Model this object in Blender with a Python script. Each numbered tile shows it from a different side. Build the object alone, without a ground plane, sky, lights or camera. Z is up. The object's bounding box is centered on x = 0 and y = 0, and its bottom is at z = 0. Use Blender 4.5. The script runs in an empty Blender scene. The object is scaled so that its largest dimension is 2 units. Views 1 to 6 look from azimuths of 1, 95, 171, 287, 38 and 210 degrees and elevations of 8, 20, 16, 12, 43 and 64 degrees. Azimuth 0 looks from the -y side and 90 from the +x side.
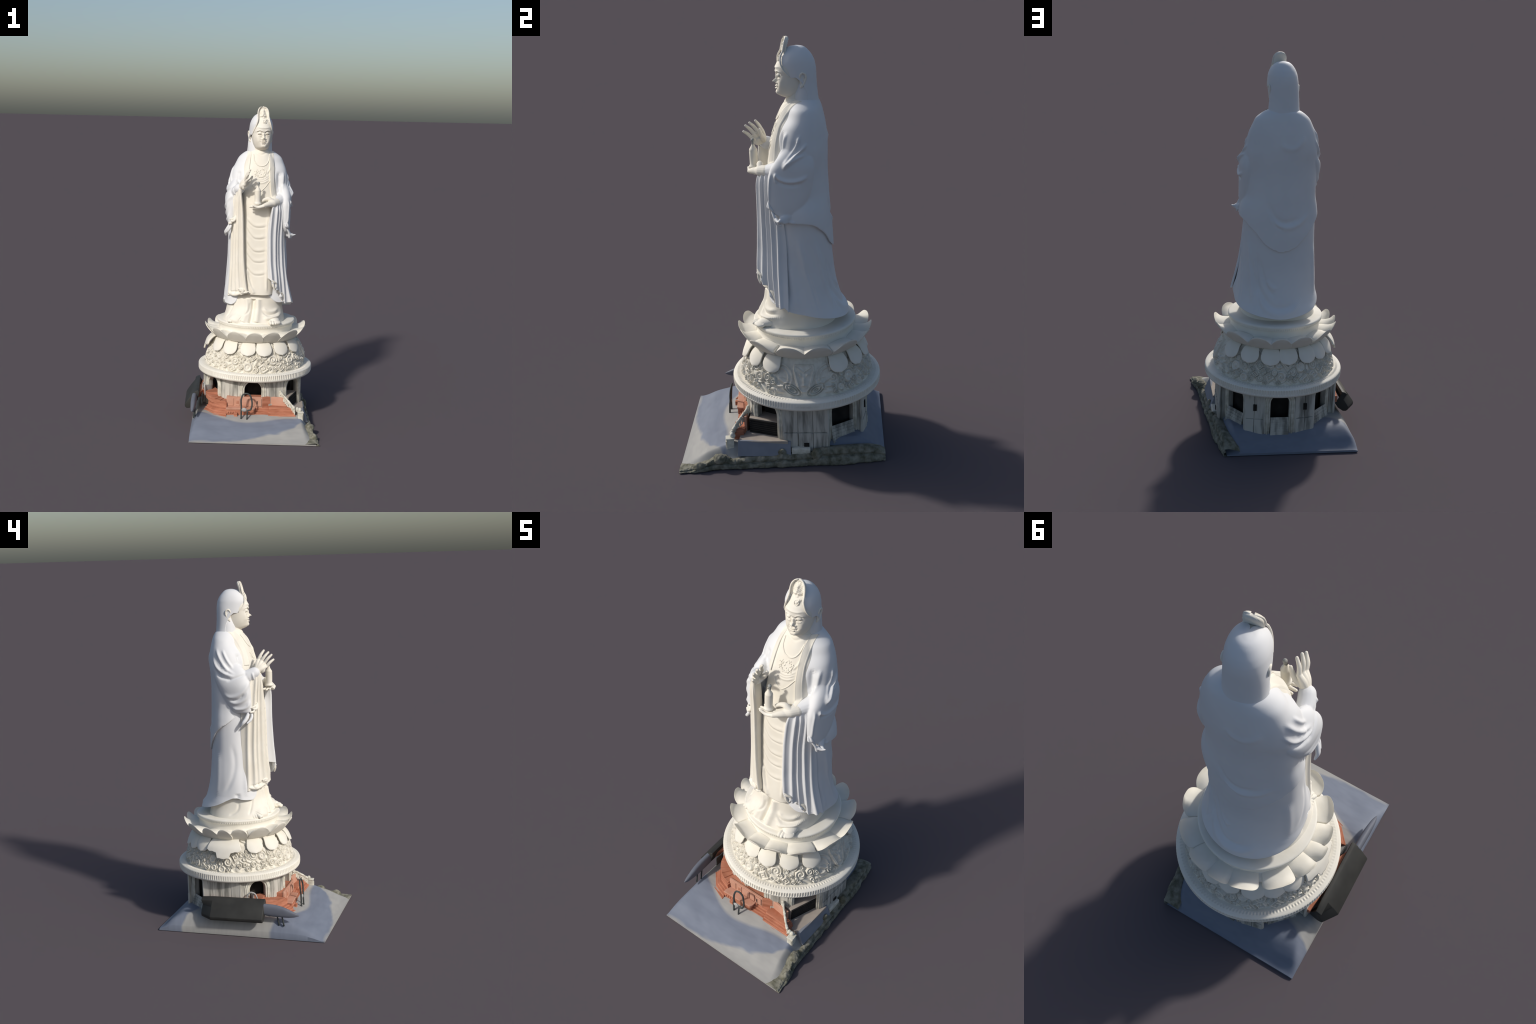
# White stone goddess on a double lotus, above a small round temple on a sloping base.
import bpy, bmesh, math, random
import numpy as np
from mathutils import Vector, Matrix
from mathutils.bvhtree import BVHTree

rng = np.random.default_rng(7)
random.seed(7)
TAU = 2 * math.pi
COL = bpy.context.scene.collection

# ------------------------------------------------------------------ helpers
def pchip(xs, ys, q):
    """Shape-preserving cubic interpolation; ys may have several columns."""
    xs = np.asarray(xs, float); ys = np.asarray(ys, float)
    one = ys.ndim == 1
    if one: ys = ys[:, None]
    h = np.diff(xs)[:, None]; d = np.diff(ys, axis=0) / h
    m = np.zeros_like(ys)
    if len(xs) > 2:
        a, b = d[:-1], d[1:]
        w1 = 2 * h[1:] + h[:-1]; w2 = h[1:] + 2 * h[:-1]
        ok = a * b > 0
        with np.errstate(divide='ignore', invalid='ignore'):
            hm = (w1 + w2) / (w1 / a + w2 / b)
        m[1:-1] = np.where(ok, hm, 0)
    m[0], m[-1] = d[0], d[-1]
    q = np.clip(np.asarray(q, float), xs[0], xs[-1]); shp = q.shape; q = q.ravel()
    i = np.clip(np.searchsorted(xs, q) - 1, 0, len(xs) - 2)
    hh = h[i]; t = ((q - xs[i])[:, None]) / hh
    r = ((1 + 2 * t) * (1 - t) ** 2 * ys[i] + t * (1 - t) ** 2 * hh * m[i]
         + t * t * (3 - 2 * t) * ys[i + 1] + t * t * (t - 1) * hh * m[i + 1])
    return r[:, 0].reshape(shp) if one else r.reshape(shp + (ys.shape[1],))

def catmull(pts, n):
    p = np.asarray(pts, float)
    s = np.r_[0, np.cumsum(np.linalg.norm(np.diff(p, axis=0), axis=1))]
    t = np.linspace(0, s[-1], n)
    m = np.gradient(p, s, axis=0)
    i = np.clip(np.searchsorted(s, t) - 1, 0, len(s) - 2)
    h = (s[i + 1] - s[i])[:, None]; u = ((t - s[i])[:, None]) / h
    return ((1 + 2 * u) * (1 - u) ** 2 * p[i] + u * (1 - u) ** 2 * h * m[i]
            + u * u * (3 - 2 * u) * p[i + 1] + u * u * (u - 1) * h * m[i + 1])

def smooth(a, b, x):
    t = np.clip((x - a) / (b - a), 0, 1); return t * t * (3 - 2 * t)

def vnoise(p, freq, seed=0):
    """Cheap smooth value noise on points (N,3), range about -1..1."""
    r = np.random.default_rng(seed); tab = r.uniform(-1, 1, (32, 32, 32))
    q = np.asarray(p) * freq; i = np.floor(q).astype(int); f = q - i; f = f * f * (3 - 2 * f)
    out = 0
    for dx in (0, 1):
        for dy in (0, 1):
            for dz in (0, 1):
                w = (f[:, 0] if dx else 1 - f[:, 0]) * (f[:, 1] if dy else 1 - f[:, 1]) * (f[:, 2] if dz else 1 - f[:, 2])
                out = out + w * tab[(i[:, 0] + dx) % 32, (i[:, 1] + dy) % 32, (i[:, 2] + dz) % 32]
    return out

def mesh_from(name, V, F, mat=None, smooth_shade=True):
    V = np.asarray(V, float); me = bpy.data.meshes.new(name)
    if isinstance(F, np.ndarray):
        n, k = F.shape
        me.vertices.add(len(V)); me.vertices.foreach_set('co', V.ravel())
        me.loops.add(n * k); me.loops.foreach_set('vertex_index', F.ravel().astype(np.int32))
        me.polygons.add(n); me.polygons.foreach_set('loop_start', np.arange(0, n * k, k, dtype=np.int32))
        me.update(calc_edges=True); me.validate()
    else:
        me.from_pydata([tuple(v) for v in V], [], [tuple(int(i) for i in f) for f in F]); me.update()
    if mat: me.materials.append(mat)
    if smooth_shade: me.polygons.foreach_set('use_smooth', [True] * len(me.polygons))
    ob = bpy.data.objects.new(name, me); COL.objects.link(ob)
    return ob

def grid_faces(nu, nv, close_u):
    """Quads of an (nu x nv) vertex grid, index = v * nu + u."""
    u = np.arange(nu if close_u else nu - 1); v = np.arange(nv - 1)
    U, W = np.meshgrid(u, v); U = U.ravel(); W = W.ravel(); U2 = (U + 1) % nu
    return np.c_[W * nu + U, W * nu + U2, (W + 1) * nu + U2, (W + 1) * nu + U]

def grid_obj(name, P, mat=None, close_u=False, cap0=False, cap1=False):
    """P is (nv, nu, 3). Caps are fans to the ring's centre."""
    nv, nu, _ = P.shape; V = P.reshape(-1, 3); F = grid_faces(nu, nv, close_u)
    extra = []
    for flag, row in ((cap0, 0), (cap1, nv - 1)):
        if flag:
            V = np.vstack([V, P[row].mean(0)]); c = len(V) - 1
            a = row * nu + np.arange(nu); b = row * nu + (np.arange(nu) + 1) % nu
            extra.append(np.c_[b, a, np.full(nu, c)] if row == 0 else np.c_[a, b, np.full(nu, c)])
    if extra:
        FF = [tuple(f) for f in F] + [tuple(f) for e in extra for f in e]
        return mesh_from(name, V, FF, mat)
    return mesh_from(name, V, F, mat)

def loft(name, levels, mat=None, nu=200, nv=160, hem=None, top=None, cap0=True, cap1=True):
    """Superellipse tower. levels: rows z, x_left, x_right, y_front, y_back, exponent.
    hem(a)/top(a): lower and upper end per angle (a = 0 front, 90 deg = +x)."""
    L = np.array(levels, float); a = np.linspace(0, TAU, nu, endpoint=False)
    z0 = np.full(nu, L[0, 0]) if hem is None else hem(a)
    z1 = np.full(nu, L[-1, 0]) if top is None else top(a)
    t = np.linspace(0, 1, nv)[:, None]; Z = z0 + t * (z1 - z0)
    S = pchip(L[:, 0], L[:, 1:], Z)
    sa, ca = np.sin(a), np.cos(a)
    e = 2 / (S[..., 4] if S.shape[-1] < 6 else np.where(ca > 0, S[..., 4], S[..., 5]))
    X = (S[..., 0] + S[..., 1]) / 2 + (S[..., 1] - S[..., 0]) / 2 * np.sign(sa) * np.abs(sa) ** e
    Y = (S[..., 2] + S[..., 3]) / 2 - (S[..., 3] - S[..., 2]) / 2 * np.sign(ca) * np.abs(ca) ** e
    return grid_obj(name, np.stack([X, Y, Z], -1), mat, True, cap0, cap1)

def revolve(name, prof, c, mat=None, nu=256, disp=None, close=False):
    p = np.asarray(prof, float); a = np.linspace(0, TAU, nu, endpoint=False)
    R = np.repeat(p[:, :1], nu, 1); Z = np.repeat(p[:, 1:2], nu, 1)
    if disp is not None: R, Z = disp(R, Z, a)
    P = np.stack([c[0] + R * np.sin(a), c[1] - R * np.cos(a), Z], -1)
    return grid_obj(name, P, mat, True)

def coords(ob):
    v = np.empty(len(ob.data.vertices) * 3); ob.data.vertices.foreach_get('co', v); return v.reshape(-1, 3)

def set_coords(ob, V):
    ob.data.vertices.foreach_set('co', np.ascontiguousarray(V).ravel()); ob.data.update()

def normals(ob):
    n = np.empty(len(ob.data.vertices) * 3); ob.data.vertex_normals.foreach_get('vector', n); return n.reshape(-1, 3)

def apply_mods(ob):
    dg = bpy.context.evaluated_depsgraph_get(); dg.update()
    me = bpy.data.meshes.new_from_object(ob.evaluated_get(dg)); old = ob.data
    ob.modifiers.clear(); ob.data = me; me.name = old.name
    bpy.data.meshes.remove(old); return ob

def remove(ob):
    me = ob.data; bpy.data.objects.remove(ob); bpy.data.meshes.remove(me)

def join(name, obs, mat=None):
    V, F, n = [], [], 0
    for o in obs:
        M = np.array(o.matrix_world); c = coords(o) @ M[:3, :3].T + M[:3, 3]
        V.append(c); F += [tuple(i + n for i in p.vertices) for p in o.data.polygons]; n += len(c)
    sm = [p.use_smooth for o in obs for p in o.data.polygons]
    ob = mesh_from(name, np.vstack(V), F, mat)
    ob.data.polygons.foreach_set('use_smooth', sm)
    for o in obs: remove(o)
    return ob

def fuse(name, obs, voxel, mat=None, iters=4, fac=0.5):
    """Union of closed solids as one sculpted skin."""
    ob = join(name, obs, mat)
    m = ob.modifiers.new('r', 'REMESH'); m.mode = 'VOXEL'; m.voxel_size = voxel; m.use_smooth_shade = True
    if iters:
        s = ob.modifiers.new('s', 'SMOOTH'); s.iterations = iters; s.factor = fac
    return apply_mods(ob)

def bvh(obs):
    V, F, n = [], [], 0
    for o in (obs if isinstance(obs, (list, tuple)) else [obs]):
        c = coords(o); V += [tuple(v) for v in c]; F += [tuple(i + n for i in p.vertices) for p in o.data.polygons]; n += len(c)
    return BVHTree.FromPolygons(V, F)

DIRS = {'F': ((0, 1, 0), 1, -3), 'B': ((0, -1, 0), 1, 3), 'R': ((-1, 0, 0), 0, 3), 'L': ((1, 0, 0), 0, -3)}
def project(tree, view, pts):
    """Drop 2D points seen from Front/Back (x, z) or Right/Left (y, z) on a surface."""
    d, ax, far = DIRS[view]; out = []
    for a, b in pts:
        o = (a, far, b) if ax == 1 else (far, a, b)
        loc, nor, i, dist = tree.ray_cast(Vector(o), Vector(d))
        if loc is not None: out.append(tuple(loc))
    return np.array(out)

def sculpt(ob, strokes, taper=0.25, tree=None):
    """Strokes: (view, [(a, b), ...], width, height[, taper]). Raises (or cuts) soft ridges along the curve."""
    tree = tree or bvh(ob); V = coords(ob); N = normals(ob); D = np.zeros(len(V))
    for st in strokes:
        view, pts, w, h = st[:4]; tp = st[4] if len(st) > 4 else taper
        c = np.asarray(pts, float)
        L = np.linalg.norm(np.diff(c, axis=0), axis=1).sum(); n = max(6, int(L / (w * 0.5)) + 2)
        c = catmull(c, n) if len(c) > 2 else c[0] + np.linspace(0, 1, n)[:, None] * (c[1] - c[0])
        if view == '3': q = c
        else: q = project(tree, view, c)
        if len(q) < 2: continue
        u = np.linspace(0, 1, len(q)); amp = np.ones(len(q)) if tp <= 0 else np.clip(np.minimum(u, 1 - u) / tp, 0, 1)
        amp = amp * amp * (3 - 2 * amp)
        lo, hi = q.min(0) - 2.6 * w, q.max(0) + 2.6 * w
        idx = np.where(((V > lo) & (V < hi)).all(1))[0]
        for k in range(0, len(idx), 20000):
            ii = idx[k:k + 20000]
            d2 = ((V[ii][:, None] - q[None]) ** 2).sum(-1); j = d2.argmin(1)
            g = np.exp(-d2[np.arange(len(ii)), j] / (w * w)) * amp[j]
            D[ii] += h * g
    set_coords(ob, V + N * D[:, None]); return ob

def tube(name, pts, r, mat=None, n=10, m=None, closed=False, taper=None):
    p = np.asarray(pts, float)
    m = m or max(8, len(p) * 6)
    c = catmull(np.vstack([p, p[:1]]), m + 1)[:-1] if closed else catmull(p, m) if len(p) > 2 else p[0] + np.linspace(0, 1, m)[:, None] * (p[1] - p[0])
    t = np.gradient(c, axis=0); t /= np.linalg.norm(t, axis=1)[:, None]
    ref = np.array([0.13, 0.21, 0.97]) if abs(t[:, 2]).mean() < 0.8 else np.array([1.0, 0.1, 0.05])
    b = np.cross(t, ref); b /= np.linalg.norm(b, axis=1)[:, None]; nn = np.cross(b, t)
    a = np.linspace(0, TAU, n, endpoint=False)
    rr = np.full(m, r) if np.isscalar(r) else np.interp(np.linspace(0, 1, m), np.linspace(0, 1, len(r)), r)
    P = c[:, None] + rr[:, None, None] * (np.cos(a)[None, :, None] * b[:, None] + np.sin(a)[None, :, None] * nn[:, None])
    if closed:
        P = np.concatenate([P, P[:1]])
        return grid_obj(name, P, mat, True)
    return grid_obj(name, P, mat, True, True, True)

def ball(name, c, r, mat=None, nu=24, nv=16, rot=None):
    r = np.broadcast_to(np.asarray(r, float), (3,)); a = np.linspace(0, TAU, nu, endpoint=False); b = np.linspace(-math.pi / 2 + .02, math.pi / 2 - .02, nv)
    P = np.stack([np.cos(b)[:, None] * np.sin(a), -np.cos(b)[:, None] * np.cos(a), np.repeat(np.sin(b)[:, None], nu, 1)], -1) * r
    if rot is not None: P = P @ np.array(rot).T
    return grid_obj(name, P + np.asarray(c, float), mat, True, True, True)

def capsule(name, pts, radii, n=14, m=24):
    """Finger-like tapered limb with round ends."""
    p = catmull(pts, m) if len(pts) > 2 else np.asarray(pts[0], float) + np.linspace(0, 1, m)[:, None] * (np.asarray(pts[1], float) - np.asarray(pts[0], float))
    r = np.interp(np.linspace(0, 1, m), np.linspace(0, 1, len(radii)), radii)
    t0 = p[0] - p[1]; t0 /= np.linalg.norm(t0); t1 = p[-1] - p[-2]; t1 /= np.linalg.norm(t1)
    k = np.array([.35, .7, .92])
    pp = np.vstack([p[0] + t0 * r[0] * k[::-1, None], p, p[-1] + t1 * r[-1] * k[:, None]])
    rr = np.r_[r[0] * np.sqrt(1 - k[::-1] ** 2), r, r[-1] * np.sqrt(1 - k ** 2)]
    t = np.gradient(pp, axis=0); t /= np.linalg.norm(t, axis=1)[:, None]
    ref = np.array([0.13, 0.21, 0.97]) if abs(t[:, 2]).mean() < 0.8 else np.array([1.0, 0.1, 0.05])
    b = np.cross(t, ref); b /= np.linalg.norm(b, axis=1)[:, None]; nn = np.cross(b, t)
    a = np.linspace(0, TAU, n, endpoint=False)
    P = pp[:, None] + rr[:, None, None] * (np.cos(a)[None, :, None] * b[:, None] + np.sin(a)[None, :, None] * nn[:, None])
    return grid_obj(name, P, None, True, True, True)

def box(name, x0, x1, y0, y1, z0, z1, mat=None, bevel=0.0015, rot=0, pivot=None):
    V = [(x, y, z) for z in (z0, z1) for y in (y0, y1) for x in (x0, x1)]
    F = [(0, 2, 3, 1), (4, 5, 7, 6), (0, 1, 5, 4), (1, 3, 7, 5), (3, 2, 6, 7), (2, 0, 4, 6)]
    V = np.array(V, float)
    if rot:
        pv = np.array(pivot if pivot else ((x0 + x1) / 2, (y0 + y1) / 2)); c, s = math.cos(rot), math.sin(rot)
        V[:, :2] = (V[:, :2] - pv) @ np.array([[c, s], [-s, c]]) + pv
    ob = mesh_from(name, V, F, mat, False)
    if bevel: bevel_obj(ob, bevel)
    return ob

def bevel_obj(ob, w, seg=2, ang=35):
    m = ob.modifiers.new('b', 'BEVEL'); m.width = w; m.segments = seg; m.limit_method = 'ANGLE'; m.angle_limit = math.radians(ang)
    apply_mods(ob); return ob

def prism(name, outline, z0, z1, mat=None, bevel=0.0015):
    """Vertical prism over a plan outline (list of x, y)."""
    n = len(outline); V = [(x, y, z0) for x, y in outline] + [(x, y, z1) for x, y in outline]
    F = [tuple(range(n))[::-1], tuple(range(n, 2 * n))] + [(i, (i + 1) % n, n + (i + 1) % n, n + i) for i in range(n)]
    ob = mesh_from(name, V, F, mat, False); fix_normals(ob)
    if bevel: bevel_obj(ob, bevel)
    return ob

def fix_normals(ob):
    bm = bmesh.new(); bm.from_mesh(ob.data); bmesh.ops.recalc_face_normals(bm, faces=bm.faces); bm.to_mesh(ob.data); bm.free(); ob.data.update()

def shade_angle(ob, deg=35):
    ob.data.polygons.foreach_set('use_smooth', [True] * len(ob.data.polygons))
    ob.data.set_sharp_from_angle(angle=math.radians(deg)); return ob

def solidify(ob, t, offset=-1):
    m = ob.modifiers.new('s', 'SOLIDIFY'); m.thickness = t; m.offset = offset; m.use_even_offset = False
    return apply_mods(ob)

# ------------------------------------------------------------------ materials
def material(name, col, col2=None, scale=8.0, rough=0.75, bump=0.08, bump_scale=120.0, detail=6, contrast=(0.35, 0.65), stretch=(1, 1, 1), spec=0.3):
    m = bpy.data.materials.new(name); m.use_nodes = True; nt = m.node_tree; b = nt.nodes['Principled BSDF']
    b.inputs['Roughness'].default_value = rough; b.inputs['Specular IOR Level'].default_value = spec
    tc = nt.nodes.new('ShaderNodeTexCoord'); mp = nt.nodes.new('ShaderNodeMapping'); mp.inputs['Scale'].default_value = stretch
    nt.links.new(tc.outputs['Object'], mp.inputs['Vector'])
    n1 = nt.nodes.new('ShaderNodeTexNoise'); n1.inputs['Scale'].default_value = scale; n1.inputs['Detail'].default_value = detail
    nt.links.new(mp.outputs['Vector'], n1.inputs['Vector'])
    cr = nt.nodes.new('ShaderNodeValToRGB'); cr.color_ramp.elements[0].position = contrast[0]; cr.color_ramp.elements[1].position = contrast[1]
    cr.color_ramp.elements[0].color = (*col, 1); cr.color_ramp.elements[1].color = (*(col2 or col), 1)
    nt.links.new(n1.outputs['Fac'], cr.inputs['Fac']); nt.links.new(cr.outputs['Color'], b.inputs['Base Color'])
    if bump:
        n2 = nt.nodes.new('ShaderNodeTexNoise'); n2.inputs['Scale'].default_value = bump_scale; n2.inputs['Detail'].default_value = 4
        nt.links.new(mp.outputs['Vector'], n2.inputs['Vector'])
        bp = nt.nodes.new('ShaderNodeBump'); bp.inputs['Strength'].default_value = bump; bp.inputs['Distance'].default_value = 0.004
        nt.links.new(n2.outputs['Fac'], bp.inputs['Height']); nt.links.new(bp.outputs['Normal'], b.inputs['Normal'])
    return m

CREAM = material('cream_stone', (0.755, 0.712, 0.615), (0.80, 0.765, 0.68), 9, 0.7, 0.05)
WHITE = material('white_robe_stone', (0.695, 0.703, 0.712), (0.74, 0.745, 0.75), 6, 0.6, 0.03)  # tinted cooler and dimmer than the lit white, towards the robe's bluish shade
LOTUS = material('lotus_stone', (0.735, 0.70, 0.61), (0.79, 0.76, 0.68), 10, 0.7, 0.06)
RELIEF = material('relief_stone', (0.62, 0.585, 0.505), (0.74, 0.71, 0.625), 40, 0.8, 0.15)
WALL = material('weathered_wall', (0.22, 0.215, 0.19), (0.53, 0.51, 0.455), 34, 0.85, 0.3, 90, contrast=(0.38, 0.56), stretch=(1, 1, 0.14))  # base tones lowered towards the near-black shade of the unlit walls
INNER = material('dark_interior', (0.012, 0.011, 0.010), (0.03, 0.027, 0.024), 20, 0.9, 0.1)  # unlit room darkness put straight into the colour
RED = material('red_sandstone', (0.34, 0.125, 0.070), (0.48, 0.20, 0.122), 22, 0.85, 0.2, 110, stretch=(0.6, 0.6, 3))
PINK = material('pale_red_panel', (0.48, 0.245, 0.165), (0.55, 0.30, 0.215), 20, 0.85, 0.15)
ROCK = material('mossy_rock', (0.10, 0.10, 0.07), (0.27, 0.26, 0.21), 30, 0.95, 0.5, 70)
STONE = material('pale_carved_stone', (0.50, 0.48, 0.40), (0.68, 0.66, 0.58), 40, 0.85, 0.3, 90)
CANOPY = material('dark_canopy', (0.024, 0.024, 0.022), (0.036, 0.036, 0.033), 12, 0.6, 0.05)
BOAT = material('slate_boat', (0.115, 0.125, 0.155), (0.14, 0.15, 0.18), 12, 0.55, 0.05)
IRON = material('dark_iron', (0.035, 0.042, 0.042), (0.06, 0.068, 0.066), 50, 0.55, 0.1)
STEEL = material('grey_metal', (0.30, 0.30, 0.29), (0.38, 0.38, 0.37), 30, 0.5, 0.05)
TIP_GREY = material('grey_bottle_tip', (0.26, 0.265, 0.25), (0.34, 0.345, 0.325), 30, 0.6, 0.05)
CONCRETE = material('slate_concrete', (0.20, 0.215, 0.25), (0.25, 0.265, 0.30), 10, 0.8, 0.08)
DECK = material('warm_grey_deck', (0.34, 0.29, 0.25), (0.40, 0.35, 0.30), 14, 0.85, 0.1)

def baked_shade_ground():
    """Slate-blue shadow painted into the colour, with a wavering shore against warm grey ground."""
    m = bpy.data.materials.new('ground_with_painted_shade'); m.use_nodes = True; nt = m.node_tree; b = nt.nodes['Principled BSDF']
    b.inputs['Roughness'].default_value = 0.6; b.inputs['Specular IOR Level'].default_value = 0.25
    L = nt.links.new
    def math_node(op, a, c=None):
        n = nt.nodes.new('ShaderNodeMath'); n.operation = op
        for i, v in enumerate((a, c)):
            if v is None: continue
            if hasattr(v, 'links'): L(v, n.inputs[i])
            else: n.inputs[i].default_value = v
        return n.outputs[0]
    tc = nt.nodes.new('ShaderNodeTexCoord'); sp = nt.nodes.new('ShaderNodeSeparateXYZ'); L(tc.outputs['Object'], sp.inputs[0])
    mp = nt.nodes.new('ShaderNodeMapping'); mp.inputs['Scale'].default_value = (2.2, 6.5, 1); mp.inputs['Rotation'].default_value = (0, 0, 0.25); L(tc.outputs['Object'], mp.inputs['Vector'])
    nz = nt.nodes.new('ShaderNodeTexNoise'); nz.inputs['Scale'].default_value = 2.4; nz.inputs['Detail'].default_value = 2; L(mp.outputs[0], nz.inputs['Vector'])
    wob = math_node('MULTIPLY', math_node('SUBTRACT', nz.outputs['Fac'], 0.5), 0.075)
    X, Y = sp.outputs['X'], sp.outputs['Y']
    def shade_edge(pts):                      # shore line y(x) as a curve over x = -0.45 .. 0.45
        n = nt.nodes.new('ShaderNodeFloatCurve'); c = n.mapping.curves[0]
        for i, (x, y) in enumerate(pts):
            q = (x + .45) / .9, y + .6
            if i < 2: c.points[i].location = q
            else: c.points.new(*q)
        n.mapping.update(); L(math_node('DIVIDE', math_node('ADD', X, .45), .9), n.inputs['Value'])
        return math_node('SUBTRACT', n.outputs[0], .6)
    # outer shore along the front edge, inner shore along the terrace foot
    outer = math_node('SUBTRACT', math_node('ADD', Y, wob), shade_edge([(-.45, -.52), (.45, -.22), (-.24, -.488), (-.04, -.474), (.15, -.420), (.25, -.388), (.33, -.31)]))
    inner = math_node('SUBTRACT', shade_edge([(-.45, -.12), (.45, -.27), (-.31, -.198), (-.21, -.254), (-.10, -.306), (-.025, -.316), (.06, -.305), (.15, -.282), (.26, -.268)]), Y)
    front = math_node('MINIMUM', outer, inner)
    back = math_node('SUBTRACT', math_node('ADD', Y, wob), math_node('ADD', 0.16, math_node('MULTIPLY', X, -.5)))
    d = math_node('MAXIMUM', front, back)
    cr = nt.nodes.new('ShaderNodeValToRGB'); cr.color_ramp.elements[0].position = 0.495; cr.color_ramp.elements[1].position = 0.53
    cr.color_ramp.elements[0].color = (0.33, 0.325, 0.31, 1); cr.color_ramp.elements[1].color = (0.175, 0.198, 0.25, 1)
    L(math_node('ADD', math_node('MULTIPLY', d, 2.0), 0.5), cr.inputs['Fac'])
    n2 = nt.nodes.new('ShaderNodeTexNoise'); n2.inputs['Scale'].default_value = 7; n2.inputs['Detail'].default_value = 3; L(mp.outputs[0], n2.inputs['Vector'])
    mx = nt.nodes.new('ShaderNodeMix'); mx.data_type = 'RGBA'; mx.blend_type = 'MULTIPLY'; mx.inputs['Factor'].default_value = 0.3
    c2 = nt.nodes.new('ShaderNodeValToRGB'); c2.color_ramp.elements[0].position = 0.3; c2.color_ramp.elements[1].position = 0.7
    c2.color_ramp.elements[0].color = (0.75, 0.76, 0.78, 1); c2.color_ramp.elements[1].color = (1.1, 1.1, 1.08, 1); L(n2.outputs['Fac'], c2.inputs['Fac'])
    L(cr.outputs['Color'], mx.inputs['A']); L(c2.outputs['Color'], mx.inputs['B']); L(mx.outputs['Result'], b.inputs['Base Color'])
    return m
SHADED_GROUND = baked_shade_ground()

PARTS = []
def part(ob, parent=None):
    PARTS.append((ob, parent)); return ob

# ================================================================== PEDESTAL
C = (0.022, 0.115)           # axis of the round pedestal

def polar(az, r, z):
    a = math.radians(az); return (C[0] + r * math.sin(a), C[1] - r * math.cos(a), z)

# ---- fluted round cornice
prof = [(0.20, 0.300), (0.335, 0.302), (0.352, 0.304), (0.362, 0.308), (0.3655, 0.3125), (0.367, 0.317)]
prof += [(0.367, z) for z in np.linspace(0.320, 0.344, 8)] + [(0.3668, 0.347), (0.365, 0.3505), (0.361, 0.353), (0.356, 0.3545), (0.352, 0.3552)]
prof += [(r, 0.3565) for r in np.linspace(0.349, 0.334, 6)] + [(0.331, 0.356), (0.322, 0.355), (0.30, 0.355)]
def flutes(R, Z, a):
    f = np.cos(a * 170)
    fl = np.sign(f) * np.abs(f) ** 0.6
    # the fluting fades out on the plain stretches (east plate, south-west)
    deg = np.degrees(a)
    on = 1 - 0.9 * np.exp(-((deg - 92) / 22) ** 4) - 0.8 * np.exp(-((deg - 292) / 32) ** 4)
    side = ((R > 0.366) & (Z > 0.321) & (Z < 0.3445)) * 1.0
    topb = ((Z > 0.3563) & (R > 0.335) & (R < 0.347)) * 1.0
    return R + side * 0.0024 * (fl - .6) * on, Z + topb * 0.0014 * np.cos(a * 150) * on
part(revolve('cornice', prof, C, LOTUS, 2040, flutes))

def lettering(word, size, az, z):
    cu = bpy.data.curves.new('lettering', 'FONT'); cu.body = word; cu.size = size; cu.align_x = 'CENTER'; cu.extrude = .0008; cu.resolution_u = 3
    t = bpy.data.objects.new('lettering', cu); COL.objects.link(t)
    dg = bpy.context.evaluated_depsgraph_get(); dg.update(); me = bpy.data.meshes.new_from_object(t.evaluated_get(dg)); bpy.data.objects.remove(t)
    ob = bpy.data.objects.new('lettering', me); COL.objects.link(ob); V = coords(ob)
    a = math.radians(az) + V[:, 0] / .367; R = .3672 + V[:, 2]
    set_coords(ob, np.c_[C[0] + R * np.sin(a), C[1] - R * np.cos(a), z + V[:, 1]]); me.materials.append(LOTUS); ob['kind'] = 'stuff'; return part(ob)
lettering('DOTNMIKOSO', .0165, 92, .326)

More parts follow.
